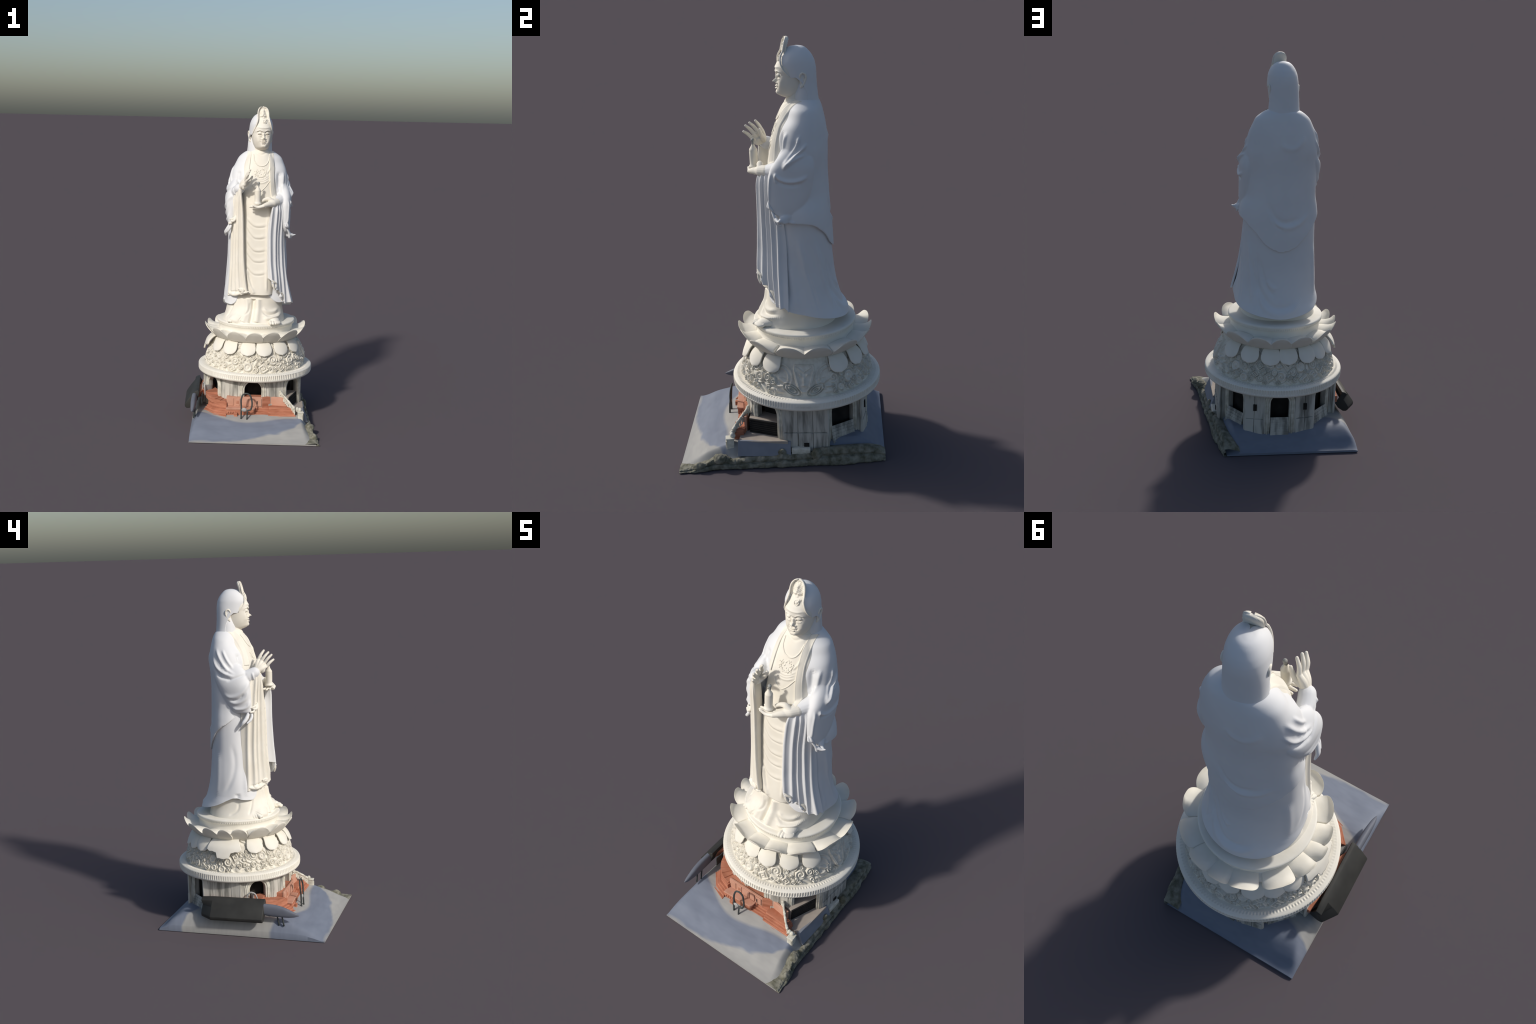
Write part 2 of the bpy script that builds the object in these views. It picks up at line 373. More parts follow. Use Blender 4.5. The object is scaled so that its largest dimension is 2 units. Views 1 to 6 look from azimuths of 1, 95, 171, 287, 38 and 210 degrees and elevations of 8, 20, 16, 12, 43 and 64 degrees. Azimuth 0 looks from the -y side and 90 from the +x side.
# ---- dome band with carved clouds, spirals and a beast mask
def dome_band():
    nu, nv = 1500, 110
    zz = np.linspace(0.354, 0.545, nv); rr = pchip([0.354, 0.38, 0.42, 0.46, 0.50, 0.53, 0.545], [0.320, 0.316, 0.306, 0.291, 0.271, 0.253, 0.240], zz)
    a = np.linspace(0, TAU, nu, endpoint=False)
    A, Z = np.meshgrid(a, zz); R = np.repeat(rr[:, None], nu, 1)
    s = A * 0.315; arc = Z - 0.354            # metric coordinates on the band
    H = np.zeros_like(s); top = np.full_like(s, -1.0)
    r = np.random.default_rng(11); L = TAU * 0.315
    scrolls = []
    tries = 0
    while len(scrolls) < 150 and tries < 9000:
        tries += 1
        cs, cz, rad = r.uniform(0, L), r.uniform(0.014, 0.125), r.uniform(0.022, 0.034) if len(scrolls) < 38 else r.uniform(.010, .019)
        if abs((cs / L * 360 - 90 + 180) % 360 - 180) < 17: continue
        ok = True
        for o in scrolls:
            dx = abs(cs - o[0]); dx = min(dx, L - dx)
            if math.hypot(dx, cz - o[1]) < 0.84 * (rad + o[2]): ok = False; break
        if ok: scrolls.append((cs, cz, rad, r.choice([-1, 1]), r.uniform(0, TAU), r.integers(0, 4)))
    # flowing leaf grooves as the ground
    wav = np.sin((s * 150 + 3.2 * np.sin(arc * 60 + s * 17)) + arc * 160 * np.sin(s * 9))
    H += 0.0019 * np.abs(wav) ** 0.6 * np.sign(wav)
    for cs, cz, rad, sg, ph, kind in scrolls:
        dx = (s - cs + L / 2) % L - L / 2; dz = arc - cz
        if kind == 3: d = np.maximum(np.abs(dx * 0.8 + dz * 0.6), np.abs(dz * 0.8 - dx * 0.6)) * 1.08
        else: d = np.hypot(dx, dz)
        q = d / rad; m = q < 1.25
        if kind == 1:                           # ring with a button
            f = 0.0042 * np.exp(-((q - 0.72) / 0.22) ** 2) + 0.0034 * np.exp(-(q / 0.25) ** 2) - 0.003 * np.exp(-((q - 1.12) / 0.1) ** 2)
        else:                                   # spiral scroll or key square
            th = np.arctan2(dz, dx) * sg + ph
            sp = np.cos(TAU * (q * 1.9 - th / TAU))
            f = (0.0026 + 0.0024 * np.sign(sp) * np.abs(sp) ** 0.6) * smooth(1.1, 0.9, q) - 0.003 * np.exp(-((q - 1.12) / 0.1) ** 2)
        k = smooth(1.25, 1.1, q)
        H = np.where(m, H * (1 - k) + f * k, H)
    # beast mask on the east side, between mirrored wing loops
    c90 = math.pi / 2 * 0.315; x = (s - c90) / 1.3; ax = np.abs(x); y = arc * .97 + .002
    inm = (ax < 0.105)
    g = np.zeros_like(H)
    shield = np.maximum(ax - np.interp(y, [0.03, 0.06, 0.11, 0.14, 0.15], [0.006, 0.026, 0.038, 0.040, 0.036]), np.maximum(0.032 - y, y - 0.146))
    g += 0.004 * smooth(0.004, -0.004, shield) + 0.0035 * np.exp(-(shield / 0.003) ** 2)
    g += 0.004 * np.exp(-(((ax - 0.013) / 0.006) ** 2 + ((y - 0.100 - ax * 0.6) / 0.006) ** 2))      # eyes
    g += 0.005 * np.exp(-((ax / 0.005) ** 2 + ((y - 0.085) / 0.018) ** 2))                             # nose
    g += 0.004 * np.exp(-((ax / 0.010) ** 2 + ((y - 0.063) / 0.006) ** 2))                             # muzzle
    brow = np.abs(y - 0.118 - ax * 0.7); g += 0.003 * np.exp(-(brow / 0.003) ** 2) * (ax < 0.03)
    g += 0.003 * np.exp(-((ax - 0.022 - (y - 0.07) * 0.25) / 0.003) ** 2) * ((y > 0.055) & (y < 0.12))
    wx, wy = ax - 0.044, y - 0.040                                                                     # wing loops
    u = wx * 0.80 + wy * 0.60; v = -wx * 0.60 + wy * 0.80
    el = np.hypot(u / 0.034, v / 0.018)
    g += 0.0022 * np.sin(np.arctan2(y - .02, ax + .01) * 26) * smooth(.07, .09, np.hypot(ax, y - .02)) * (y < .09)
    g += np.where(el < 1.35, 0.0032 * np.cos(el * 15), 0) * smooth(1.35, 1.1, el)
    arch = np.hypot(ax - 0.10, y - 0.09); g += 0.003 * np.exp(-((arch - 0.055) / 0.005) ** 2) + 0.003 * np.exp(-((arch - 0.040) / 0.004) ** 2)
    k = smooth(0.115, 0.095, ax); H = H * (1 - k) + g * k
    H *= smooth(0.0, 0.006, arc)
    H *= 2.0
    R = R + H
    P = np.stack([C[0] + R * np.sin(A), C[1] - R * np.cos(A), Z + 0.35 * H], -1)
    return part(grid_obj('carved_dome', P, RELIEF, True))
dome_band()

# ---- lotus petals
def petal_mesh(name, prof, width_deg, wshape, cup, thick, mat, nu=25, nt=26, tipbend=0.0):
    """prof rows (t, radius, z) along the midrib; cup lifts the side edges inward."""
    prof = np.array(prof, float); t = np.linspace(0, 1, nt); u = np.linspace(-1, 1, nu)
    rz = pchip(prof[:, 0], prof[:, 1:], t)
    w = wshape(t); T, U = np.meshgrid(t, u, indexing='ij')
    ang = np.radians(width_deg / 2) * U * w[:, None]
    dr = np.gradient(rz[:, 0]); dz = np.gradient(rz[:, 1]); ln = np.hypot(dr, dz)
    nr, nz = -dz / ln, dr / ln                       # towards the flower's inside
    k = cup * np.abs(U) ** 2.2 * (0.35 + 0.65 * T)
    R = rz[:, 0][:, None] + nr[:, None] * k + tipbend * T ** 6
    Z = rz[:, 1][:, None] + nz[:, None] * k
    P = np.stack([R * np.sin(ang), -R * np.cos(ang), Z], -1)
    ob = grid_obj(name, P, mat)
    m = ob.modifiers.new('s', 'SOLIDIFY'); m.thickness = thick; m.offset = -1
    s = ob.modifiers.new('u', 'SUBSURF'); s.levels = 1
    return apply_mods(ob)

def place_petals(master, azimuths, base, tilt=0.0):
    for i, az in enumerate(azimuths):
        ob = master if i == 0 else master.copy()
        if i: COL.objects.link(ob)
        ob.name = base
        a = math.radians(az + rng.uniform(-.5, .5)); s = 1 + rng.uniform(-.012, .012)
        ob.matrix_world = Matrix.Translation((C[0], C[1], rng.uniform(-.002, .002))) @ Matrix.Rotation(a, 4, 'Z') @ Matrix.Diagonal((s, s, 1, 1))
        part(ob)

UPPER = [0, 21, 47, 78, 104, 132, 158, 179, 200, 229, 254, 272, 288, 312, 338]
LOWER = [-8, 12, 35, 58, 124, 147, 169, 187, 208, 225, 242, 306, 328]
def spacing(az, k):
    n = len(az); return ((az[(k + 1) % n] - az[k]) % 360 + (az[k] - az[k - 1]) % 360) / 2
def wedge_petal(width_deg, nu=25, nt=26):
    """Thick petal: dished upper face, rounded outer face, rounded tip."""
    t = np.linspace(0, 1, nt); u = np.linspace(-1, 1, nu); T, U = np.meshgrid(t, u, indexing='ij')
    w = np.sqrt(np.clip(1 - np.clip((t - .36) / .64, 0, 1) ** 2.1, 0, 1)) + .015
    ang = np.radians(width_deg / 2) * U * w[:, None]
    kn = [0, .25, .5, .75, .9, 1]
    tr, tz = pchip(kn, [.236, .264, .290, .312, .323, .328], t), pchip(kn, [.588, .589, .593, .601, .608, .613], t)
    br, bz = pchip(kn, [.240, .268, .288, .309, .321, .3275], t), pchip(kn, [.534, .537, .555, .580, .597, .610], t)
    k = (1 - np.abs(U) ** 5)
    TR, TZ = tr[:, None] + 0 * U, tz[:, None] - .030 * np.abs(U * w[:, None]) ** 2.4 * (.30 + .70 * smooth(.15, .7, T)) + .004 * smooth(.75, 1, T)
    BR = TR + (br - tr)[:, None] * k; BZ = np.minimum(TZ - .003, bz[:, None] + 0 * U)
    f = lambda R, Z: np.stack([R * np.sin(ang), -R * np.cos(ang), Z], -1)
    a = grid_obj('p', f(TR, TZ)); b = grid_obj('p', f(BR, BZ)[:, ::-1])
    ob = join('lotus_petal', [a, b], LOTUS)
    V = [tuple(v) for v in coords(ob)]; F = [tuple(p.vertices) for p in ob.data.polygons]; n = nu * nt; remove(ob)
    ti = lambda j, i: j * nu + i; bi = lambda j, i: n + j * nu + (nu - 1 - i)
    for j in range(nt - 1): F += [(ti(j, 0), bi(j, 0), bi(j + 1, 0), ti(j + 1, 0)), (ti(j, nu - 1), ti(j + 1, nu - 1), bi(j + 1, nu - 1), bi(j, nu - 1))]
    F += [(ti(nt - 1, i), ti(nt - 1, i + 1), bi(nt - 1, i + 1), bi(nt - 1, i)) for i in range(nu - 1)]
    ob = mesh_from('lotus_petal', V, F, LOTUS); fix_normals(ob)
    m = ob.modifiers.new('u', 'SUBSURF'); m.levels = 1; return apply_mods(ob)
for k, az in enumerate(UPPER):
    place_petals(wedge_petal(spacing(UPPER, k) * 1.05), [az], 'lotus_petal')
round_dn = lambda t: np.sqrt(np.clip(1 - np.clip((t - 0.62) / 0.38, 0, 1) ** 2.6, 0.0, 1)) * (0.84 + 0.16 * smooth(0, .7, t)) + 0.02
dn = petal_mesh('drooping_petal', [(0, .238, .548), (.25, .270, .536), (.5, .290, .519), (.75, .305, .494), (1, .317, .462)], 19.5, round_dn, -0.006, -0.007, LOTUS)
place_petals(dn, LOWER, 'drooping_petal')
# wide scalloped plaque that takes a petal's place on the west side
scal = lambda t: 1.0 - 0.22 * smooth(.3, 1, t)
def plaque():
    nu, nt = 61, 30; u = np.linspace(-1, 1, nu); t = np.linspace(0, 1, nt)
    prof = np.array([(0, .255, .545), (.3, .288, .525), (.6, .310, .50), (1, .326, .452)])
    rz = pchip(prof[:, 0], prof[:, 1:], t); T, U = np.meshgrid(t, u, indexing='ij')
    length = 0.80 + 0.30 * smooth(.42, .30, np.abs(U)) - 0.10 * smooth(.75, 1, np.abs(U)) + 0.02 * np.cos(U * 14)
    rzz = pchip(prof[:, 0], prof[:, 1:], np.clip(T * length, 0, 1)); extra = np.clip(T * length - 1, 0, 1)
    R = rzz[..., 0] + 0.008 + .02 * extra; Z = rzz[..., 1] - .11 * extra; ang = math.radians(19) * U * (0.86 + .14 * T)
    ob = grid_obj('scalloped_plaque', np.stack([R * np.sin(ang), -R * np.cos(ang), Z], -1), LOTUS)
    solidify(ob, 0.010, 1)
    ob.matrix_world = Matrix.Translation((C[0], C[1], 0)) @ Matrix.Rotation(math.radians(271), 4, 'Z'); part(ob)
plaque()

# ---- standing platform on top of the lotus
pl = [(0.24, 0.52), (0.262, 0.534), (0.270, 0.548), (0.274, 0.560), (0.273, 0.570), (0.26, 0.574), (0.240, 0.577), (0.236, 0.59), (0.237, 0.612), (0.243, 0.622), (0.2475, 0.626), (0.246, 0.630), (0.2495, 0.634), (0.2505, 0.640), (0.248, 0.645), (0.242, 0.6465), (0.20, 0.6475), (0.1, 0.648), (0.001, 0.648)]
def beads(R, Z, a):
    k = ((Z > 0.6235) & (Z < 0.632) & (R > 0.2)) * 1.0
    return R + k * 0.0014 * np.cos(a * 140), Z
part(revolve('platform', pl, C, LOTUS, 840, beads))

# ================================================================== STATUE: CLOTHING
def ring_fn(deg, vals):
    d = np.r_[np.array(deg) - 360, deg, np.array(deg) + 360]; v = np.r_[vals, vals, vals]
    return lambda a: pchip(d, v, np.degrees(a) % 360)

# ---- underskirt with the slit between the knees
under = loft('underskirt', [(.640, -.190, .205, -.112, .275, 2.3), (.655, -.187, .204, -.108, .272, 2.3), (.70, -.172, .196, -.090, .265, 2.3),
    (.745, -.163, .188, -.070, .25, 2.3), (.80, -.150, .18, -.060, .24, 2.4), (.87, -.14, .17, -.04, .23, 2.4)], CREAM, 360, 110)
sculpt(under, [
    ('F', [(.012, .80), (.005, .73), (-.005, .67), (-.010, .65)], .012, -.022, .02),
    ('F', [(.035, .80), (.036, .74), (.032, .69), (.028, .655)], .018, .012, .05),
    ('F', [(-.035, .80), (-.03, .74), (-.04, .70), (-.055, .655)], .014, .009, .05),
    ('F', [(-.012, .78), (-.022, .72), (-.055, .69)], .006, -.005),
    ('F', [(.065, .75), (.09, .725), (.135, .72), (.17, .735)], .010, .007),
    ('F', [(.06, .73), (.09, .705), (.14, .70), (.18, .715)], .007, -.006),
    ('F', [(.06, .71), (.10, .688), (.15, .69), (.19, .70)], .009, .008),
    ('F', [(.07, .685), (.10, .677), (.14, .684), (.18, .69)], .010, .012),
    ('F', [(-.14, .66), (-.10, .685), (-.06, .668)], .020, .012),
    ('F', [(-.16, .652), (-.11, .66), (-.07, .652)], .016, .012),
    ('L', [(-.02, .80), (-.02, .72), (-.01, .66)], .007, -.007),
    ('L', [(.05, .75), (.055, .70), (.11, .66)], .008, -.004)])
part(under)

# ---- dress: torso and the long apron with hanging swags
dress = loft('dress', [(.826, -.085, .135, -.082, .16, 3.2), (.86, -.085, .135, -.078, .16, 3.2), (.95, -.088, .135, -.066, .16, 3.2), (1.05, -.09, .138, -.060, .16, 3.2),
    (1.2, -.09, .14, -.058, .17, 3.2), (1.33, -.09, .145, -.050, .18, 3.0), (1.43, -.09, .145, -.033, .19, 2.8), (1.50, -.085, .14, -.020, .19, 2.6),
    (1.55, -.085, .14, -.008, .19, 2.5), (1.60, -.085, .14, .008, .19, 2.4), (1.64, -.075, .13, .022, .19, 2.3), (1.675, -.062, .118, .036, .185, 2.2), (1.70, -.045, .102, .050, .18, 2.1), (1.725, -.02, .085, .066, .17, 2)],
    CREAM, 340, 360, hem=lambda a: .832 - .010 * np.sin(a) - .004 * np.cos(3 * a))
sw = []
for zc, dep in [(1.262, .034), (1.19, .046), (1.108, .046), (1.042, .044), (.962, .040)]:
    sw += [('F', [(-.052, zc + dep * 1.9), (-.025, zc + dep * .8), (.005, zc + .004), (.038, zc), (.062, zc + .006), (.092, zc + .018)], .012, .0032),
           ('F', [(-.05, zc + dep * 1.9 - .014), (-.022, zc + dep * .7 - .013), (.01, zc - .010), (.04, zc - .013), (.07, zc - .008), (.09, zc + .002)], .006, -.0028)]
sw += [('F', [(-.045, .99), (-.03, .93), (-.005, .87), (.012, .83)], .010, .007, .1), ('F', [(-.03, .98), (-.015, .92), (.005, .86)], .007, -.005),
       ('F', [(.083, 1.33), (.085, 1.1), (.087, .9), (.09, .835)], .008, .005, .1),
       ('F', [(-.015, 1.72), (.035, 1.70), (.085, 1.72)], .006, -.004),
       ('F', [(-.02, 1.545), (.02, 1.525), (.05, 1.527), (.095, 1.548)], .005, .004), ('F', [(-.02, 1.558), (.02, 1.537), (.05, 1.539), (.095, 1.565)], .004, .0035),
       ('F', [(-.015, 1.57), (.02, 1.548), (.05, 1.55), (.095, 1.58)], .004, .003), ('F', [(.07, 1.58), (.085, 1.60), (.098, 1.63)], .005, .004)]
sculpt(dress, sw); part(dress)

# ---- outer robe: back and sides down to the flared hem
def round_off(V):
    """The back is flatter towards the figure's right: ease the corner inwards."""
    dx, dy = V[:, 0] - .02, V[:, 1] - .11; az = np.degrees(np.arctan2(dx, -dy)) % 360
    k = .015 * np.exp(-((az - 232) / 32) ** 2) * smooth(1.58, 1.45, V[:, 2]); r = np.hypot(dx, dy) + 1e-6
    V = V.copy(); V[:, 0] -= k * dx / r; V[:, 1] -= k * dy / r; return V
hem_robe = ring_fn([0, 40, 62, 75, 90, 110, 135, 160, 180, 200, 225, 250, 265, 280, 298, 318, 328, 336], [.86, .775, .778, .755, .737, .717, .698, .684, .676, .684, .696, .718, .742, .770, .760, .755, .775, .85])
robe = loft('outer_robe', [(.63, -.216, .258, -.035, .345, 2.5, 2.2), (.67, -.214, .256, -.036, .336, 2.5, 2.2), (.70, -.209, .250, -.062, .324, 2.5, 2.2), (.74, -.201, .243, -.064, .305, 2.5, 2.12), (.78, -.191, .234, -.062, .291, 2.5, 2.12),
    (.86, -.185, .221, -.045, .273, 2.5, 2.12), (.95, -.178, .211, -.025, .263, 2.5, 2.12), (1.05, -.172, .208, -.02, .256, 2.5, 2.12), (1.2, -.168, .206, -.015, .250, 2.5, 2.12), (1.4, -.16, .2, -.005, .24, 2.5, 2.12)],
    WHITE, 480, 300, hem=hem_robe)
V = coords(robe); k = np.exp(-((V[:, 0] - .245) / .045) ** 2 - ((V[:, 1] - .01) / .06) ** 2 - ((V[:, 2] - .772) / .055) ** 2)
V[:, 0] += k * .026; V = round_off(V); set_coords(robe, V)
sculpt(robe, [
    ('B', [(.19, 1.10), (.175, .95), (.165, .80), (.16, .66)], .014, .007), ('B', [(.145, 1.02), (.14, .88), (.13, .74), (.10, .66)], .010, -.006),
    ('B', [(.13, .98), (.11, .88), (.07, .80), (.04, .775)], .010, -.006), ('B', [(.15, .90), (.12, .80), (.06, .735), (-.01, .735), (-.06, .76)], .013, -.006),
    ('B', [(.16, .84), (.12, .745), (.05, .70), (-.03, .71), (-.10, .77)], .016, .006), ('B', [(.10, .87), (.08, .84), (.04, .815)], .012, .005),
    ('B', [(-.15, 1.05), (-.16, .9), (-.165, .75)], .02, .005),
    ('R', [(.10, 1.13), (.13, .98), (.17, .84), (.21, .70)], .014, .006), ('R', [(.13, 1.0), (.165, .86), (.20, .74), (.23, .67)], .009, -.006),
    ('R', [(.20, 1.0), (.225, .90), (.255, .78), (.27, .70)], .010, -.006), ('R', [(.06, 1.0), (.08, .86), (.10, .72)], .018, .005),
    ('L', [(.08, 1.10), (.065, .95), (.10, .84), (.15, .78)], .014, -.004), ('L', [(.02, 1.1), (.01, .95), (.0, .80), (-.01, .71)], .016, .007), ('L', [(.05, .80), (.045, .74), (.04, .71)], .014, -.007)])
part(robe)

# ---- hanging sleeve drapes in front (sheets with pleats)
def drape(name, levels, hem, top, pleats, thick, mat, nu=150, nv=200):
    """levels: {z: [(x, y) ...]} plan curves; hem(u), top(u): ends; pleats(u, t): outward push."""
    zs = sorted(levels); K = len(levels[zs[0]]); A = np.array([levels[z] for z in zs]).reshape(len(zs), -1)
    u = np.linspace(0, 1, nu); t = np.linspace(0, 1, nv)[:, None]
    Z = top(u) + t * (hem(u) - top(u)); P = np.zeros((nv, nu, 3))
    S = pchip(zs, A, Z).reshape(nv, nu, K, 2)
    kn = np.linspace(0, 1, K)
    # cubic across the control points, per row
    x = u * (K - 1); i = np.clip(np.floor(x).astype(int), 0, K - 2); f = (x - i)[None, :, None]
    g = lambda j: np.take_along_axis(S, np.broadcast_to(np.clip(j, 0, K - 1)[None, :, None, None], (nv, nu, 1, 2)), 2)[:, :, 0]
    p0, p1, p2, p3 = g(i - 1), g(i), g(i + 1), g(i + 2)
    P[..., :2] = 0.5 * (2 * p1 + (p2 - p0) * f + (2 * p0 - 5 * p1 + 4 * p2 - p3) * f ** 2 + (3 * p1 - p0 - 3 * p2 + p3) * f ** 3)
    P[..., 2] = Z
    tx = np.gradient(P[..., 0], axis=1); ty = np.gradient(P[..., 1], axis=1); l = np.hypot(tx, ty) + 1e-9
    d = pleats(u[None, :], t)
    P[..., 0] += ty / l * d; P[..., 1] += -tx / l * d
    ob = grid_obj(name, P, mat)
    solidify(ob, thick, 1); fix_normals(ob); return ob

def pleat_rows(centres, wid, amp):
    return lambda u, t: sum(a * np.exp(-((u - c0 - (c1 - c0) * t) / w) ** 2) for (c0, c1), w, a in zip(centres, wid, amp)) * smooth(0, .12, t)

right_drape = drape('sleeve_drape', {
    .80: [(-.160, .03), (-.150, -.008), (-.128, -.038), (-.095, -.062), (-.055, -.085), (-.022, -.098), (-.018, -.085), (-.03, -.03)],
    .90: [(-.150, .03), (-.144, -.008), (-.126, -.036), (-.102, -.060), (-.070, -.082), (-.042, -.094), (-.036, -.08), (-.045, -.03)],
    1.05: [(-.144, .03), (-.138, -.006), (-.124, -.032), (-.106, -.056), (-.082, -.078), (-.058, -.089), (-.052, -.076), (-.058, -.03)],
    1.20: [(-.142, .03), (-.136, -.010), (-.122, -.036), (-.106, -.058), (-.086, -.077), (-.064, -.087), (-.058, -.075), (-.062, -.03)],
    1.35: [(-.140, .02), (-.132, -.018), (-.120, -.042), (-.106, -.062), (-.090, -.079), (-.070, -.086), (-.064, -.072), (-.07, -.03)],
    1.46: [(-.128, .00), (-.122, -.03), (-.114, -.052), (-.105, -.069), (-.094, -.080), (-.082, -.083), (-.076, -.072), (-.08, -.03)]},
    hem=lambda u: np.interp(u, [0, .2, .3, .45, .55, .65, .8, .86, 1], [.80, .812, .818, .822, .826, .838, .850, .853, .86]),
    top=lambda u: 1.50 - .05 * np.abs(u - .4), pleats=pleat_rows([(.16, .14), (.34, .30), (.46, .42), (.58, .56), (.70, .70)], [.040, .045, .03, .045, .035], [.008, .010, .006, .008, .006]), thick=.010, mat=CREAM)
sculpt(right_drape, [('F', [(-.15, .825), (-.12, .828), (-.09, .83), (-.07, .842)], .008, .006), ('F', [(-.085, .85), (-.07, .858), (-.06, .845), (-.068, .835)], .008, .009),
                     ('F', [(-.145, .838), (-.11, .842), (-.085, .848)], .005, -.006)])
part(right_drape)
left_drape = drape('sleeve_drape', {
    .75: [(.100, -.04), (.124, -.088), (.150, -.070), (.178, -.028), (.205, .002), (.250, .022), (.262, .05)],
    .85: [(.094, -.045), (.122, -.092), (.146, -.070), (.170, -.036), (.194, -.008), (.222, .016), (.236, .05)],
    .93: [(.090, -.048), (.119, -.094), (.140, -.070), (.162, -.040), (.184, -.014), (.205, .012), (.216, .05)],
    1.05: [(.085, -.048), (.108, -.088), (.128, -.066), (.148, -.040), (.170, -.016), (.190, .010), (.203, .05)],
    1.20: [(.083, -.048), (.104, -.082), (.124, -.066), (.142, -.044), (.162, -.022), (.180, .005), (.195, .04)],
    1.33: [(.100, -.045), (.112, -.080), (.130, -.066), (.148, -.046), (.166, -.024), (.182, .0), (.196, .035)],
    1.43: [(.118, -.03), (.124, -.062), (.138, -.055), (.152, -.042), (.168, -.022), (.182, .0), (.195, .03)]},
    hem=lambda u: np.interp(u, [0, .17, .24, .32, .45, .55, .68, .8, .9, 1], [.935, .925, .885, .862, .858, .80, .765, .770, .777, .76]),
    top=lambda u: 1.412 + .012 * np.sin(u * 3), pleats=pleat_rows([(.17, .17), (.42, .36), (.58, .50), (.74, .66), (.90, .82)], [.05, .045, .04, .045, .04], [.006, .012, .010, .012, .010]), thick=.010, mat=WHITE)
sculpt(left_drape, [('F', [(.120, .915), (.135, .905), (.148, .885), (.140, .87)], .008, .008), ('F', [(.165, .83), (.18, .815), (.188, .79)], .009, .009)])
part(left_drape)

# ---- mantle with arms and hanging sleeves, one skin
hem_m = ring_fn([0, 45, 60, 75, 90, 110, 125, 140, 155, 180, 200, 215, 235, 250, 270, 290, 315], [1.23, 1.20, 1.185, 1.178, 1.178, 1.168, 1.140, 1.10, 1.045, 1.011, 1.030, 1.065, 1.115, 1.155, 1.19, 1.225, 1.262])
mantle0 = loft('mantle', [(1.0, -.178, .215, .02, .268, 2.5, 2.05), (1.1, -.182, .222, .01, .264, 2.5, 2.05), (1.18, -.182, .232, .0, .258, 2.5, 2.05), (1.22, -.178, .228, .0, .255, 2.5, 2.05), (1.3, -.166, .205, .01, .251, 2.5, 2.05), (1.4, -.165, .202, .02, .248, 2.5, 2.05),
    (1.5, -.168, .212, .022, .250, 2.7, 2.05), (1.55, -.158, .206, .022, .248, 2.7, 2.05), (1.6, -.146, .196, .035, .243, 2.6, 2.05), (1.65, -.124, .178, .06, .234, 2.25, 2.05), (1.68, -.108, .164, .07, .227, 2.2, 2.05), (1.70, -.088, .142, .08, .220, 2.1, 2.05), (1.716, -.064, .118, .09, .212, 2, 2.05), (1.728, -.035, .09, .105, .19, 2, 2.05)],
    None, 220, 240, hem=hem_m)
set_coords(mantle0, round_off(coords(mantle0)))
sl_r = loft('s', [(1.264, -.157, -.132, -.03, .055, 2.2), (1.275, -.166, -.122, -.036, .075, 2.2), (1.31, -.173, -.112, -.038, .105, 2.3), (1.37, -.182, -.102, -.036, .138, 2.3), (1.42, -.187, -.092, -.030, .160, 2.3), (1.46, -.182, -.088, -.018, .175, 2.3), (1.50, -.165, -.09, .0, .18, 2.3), (1.56, -.13, -.09, .06, .16, 2.2), (1.60, -.115, -.09, .09, .14, 2)], None, 120, 80)
sl_l = loft('s', [(1.210, .192, .215, .03, .075, 2.2), (1.222, .182, .222, .0, .105, 2.3), (1.26, .170, .227, -.022, .140, 2.4), (1.32, .165, .229, -.026, .168, 2.4), (1.38, .16, .231, -.024, .182, 2.4), (1.43, .155, .233, -.010, .188, 2.4), (1.47, .15, .226, .015, .185, 2.4), (1.53, .14, .195, .06, .17, 2.2), (1.60, .13, .16, .09, .14, 2)], None, 120, 80)
arm_r = capsule('s', [(-.085, .13, 1.60), (-.132, .09, 1.47), (-.118, .02, 1.465), (-.098, -.038, 1.486), (-.094, -.046, 1.490)], [.050, .050, .043, .036, .033])
arm_l = capsule('s', [(.12, .14, 1.60), (.178, .115, 1.455), (.168, .04, 1.425), (.130, -.025, 1.405)], [.048, .050, .042, .033])
cape_tip = capsule('s', [(.195, .07, 1.215), (.228, .035, 1.200), (.256, .022, 1.202)], [.028, .020, .004])
mantle = fuse('mantle', [mantle0, sl_r, sl_l, arm_r, arm_l, cape_tip], .0032, WHITE, 10)
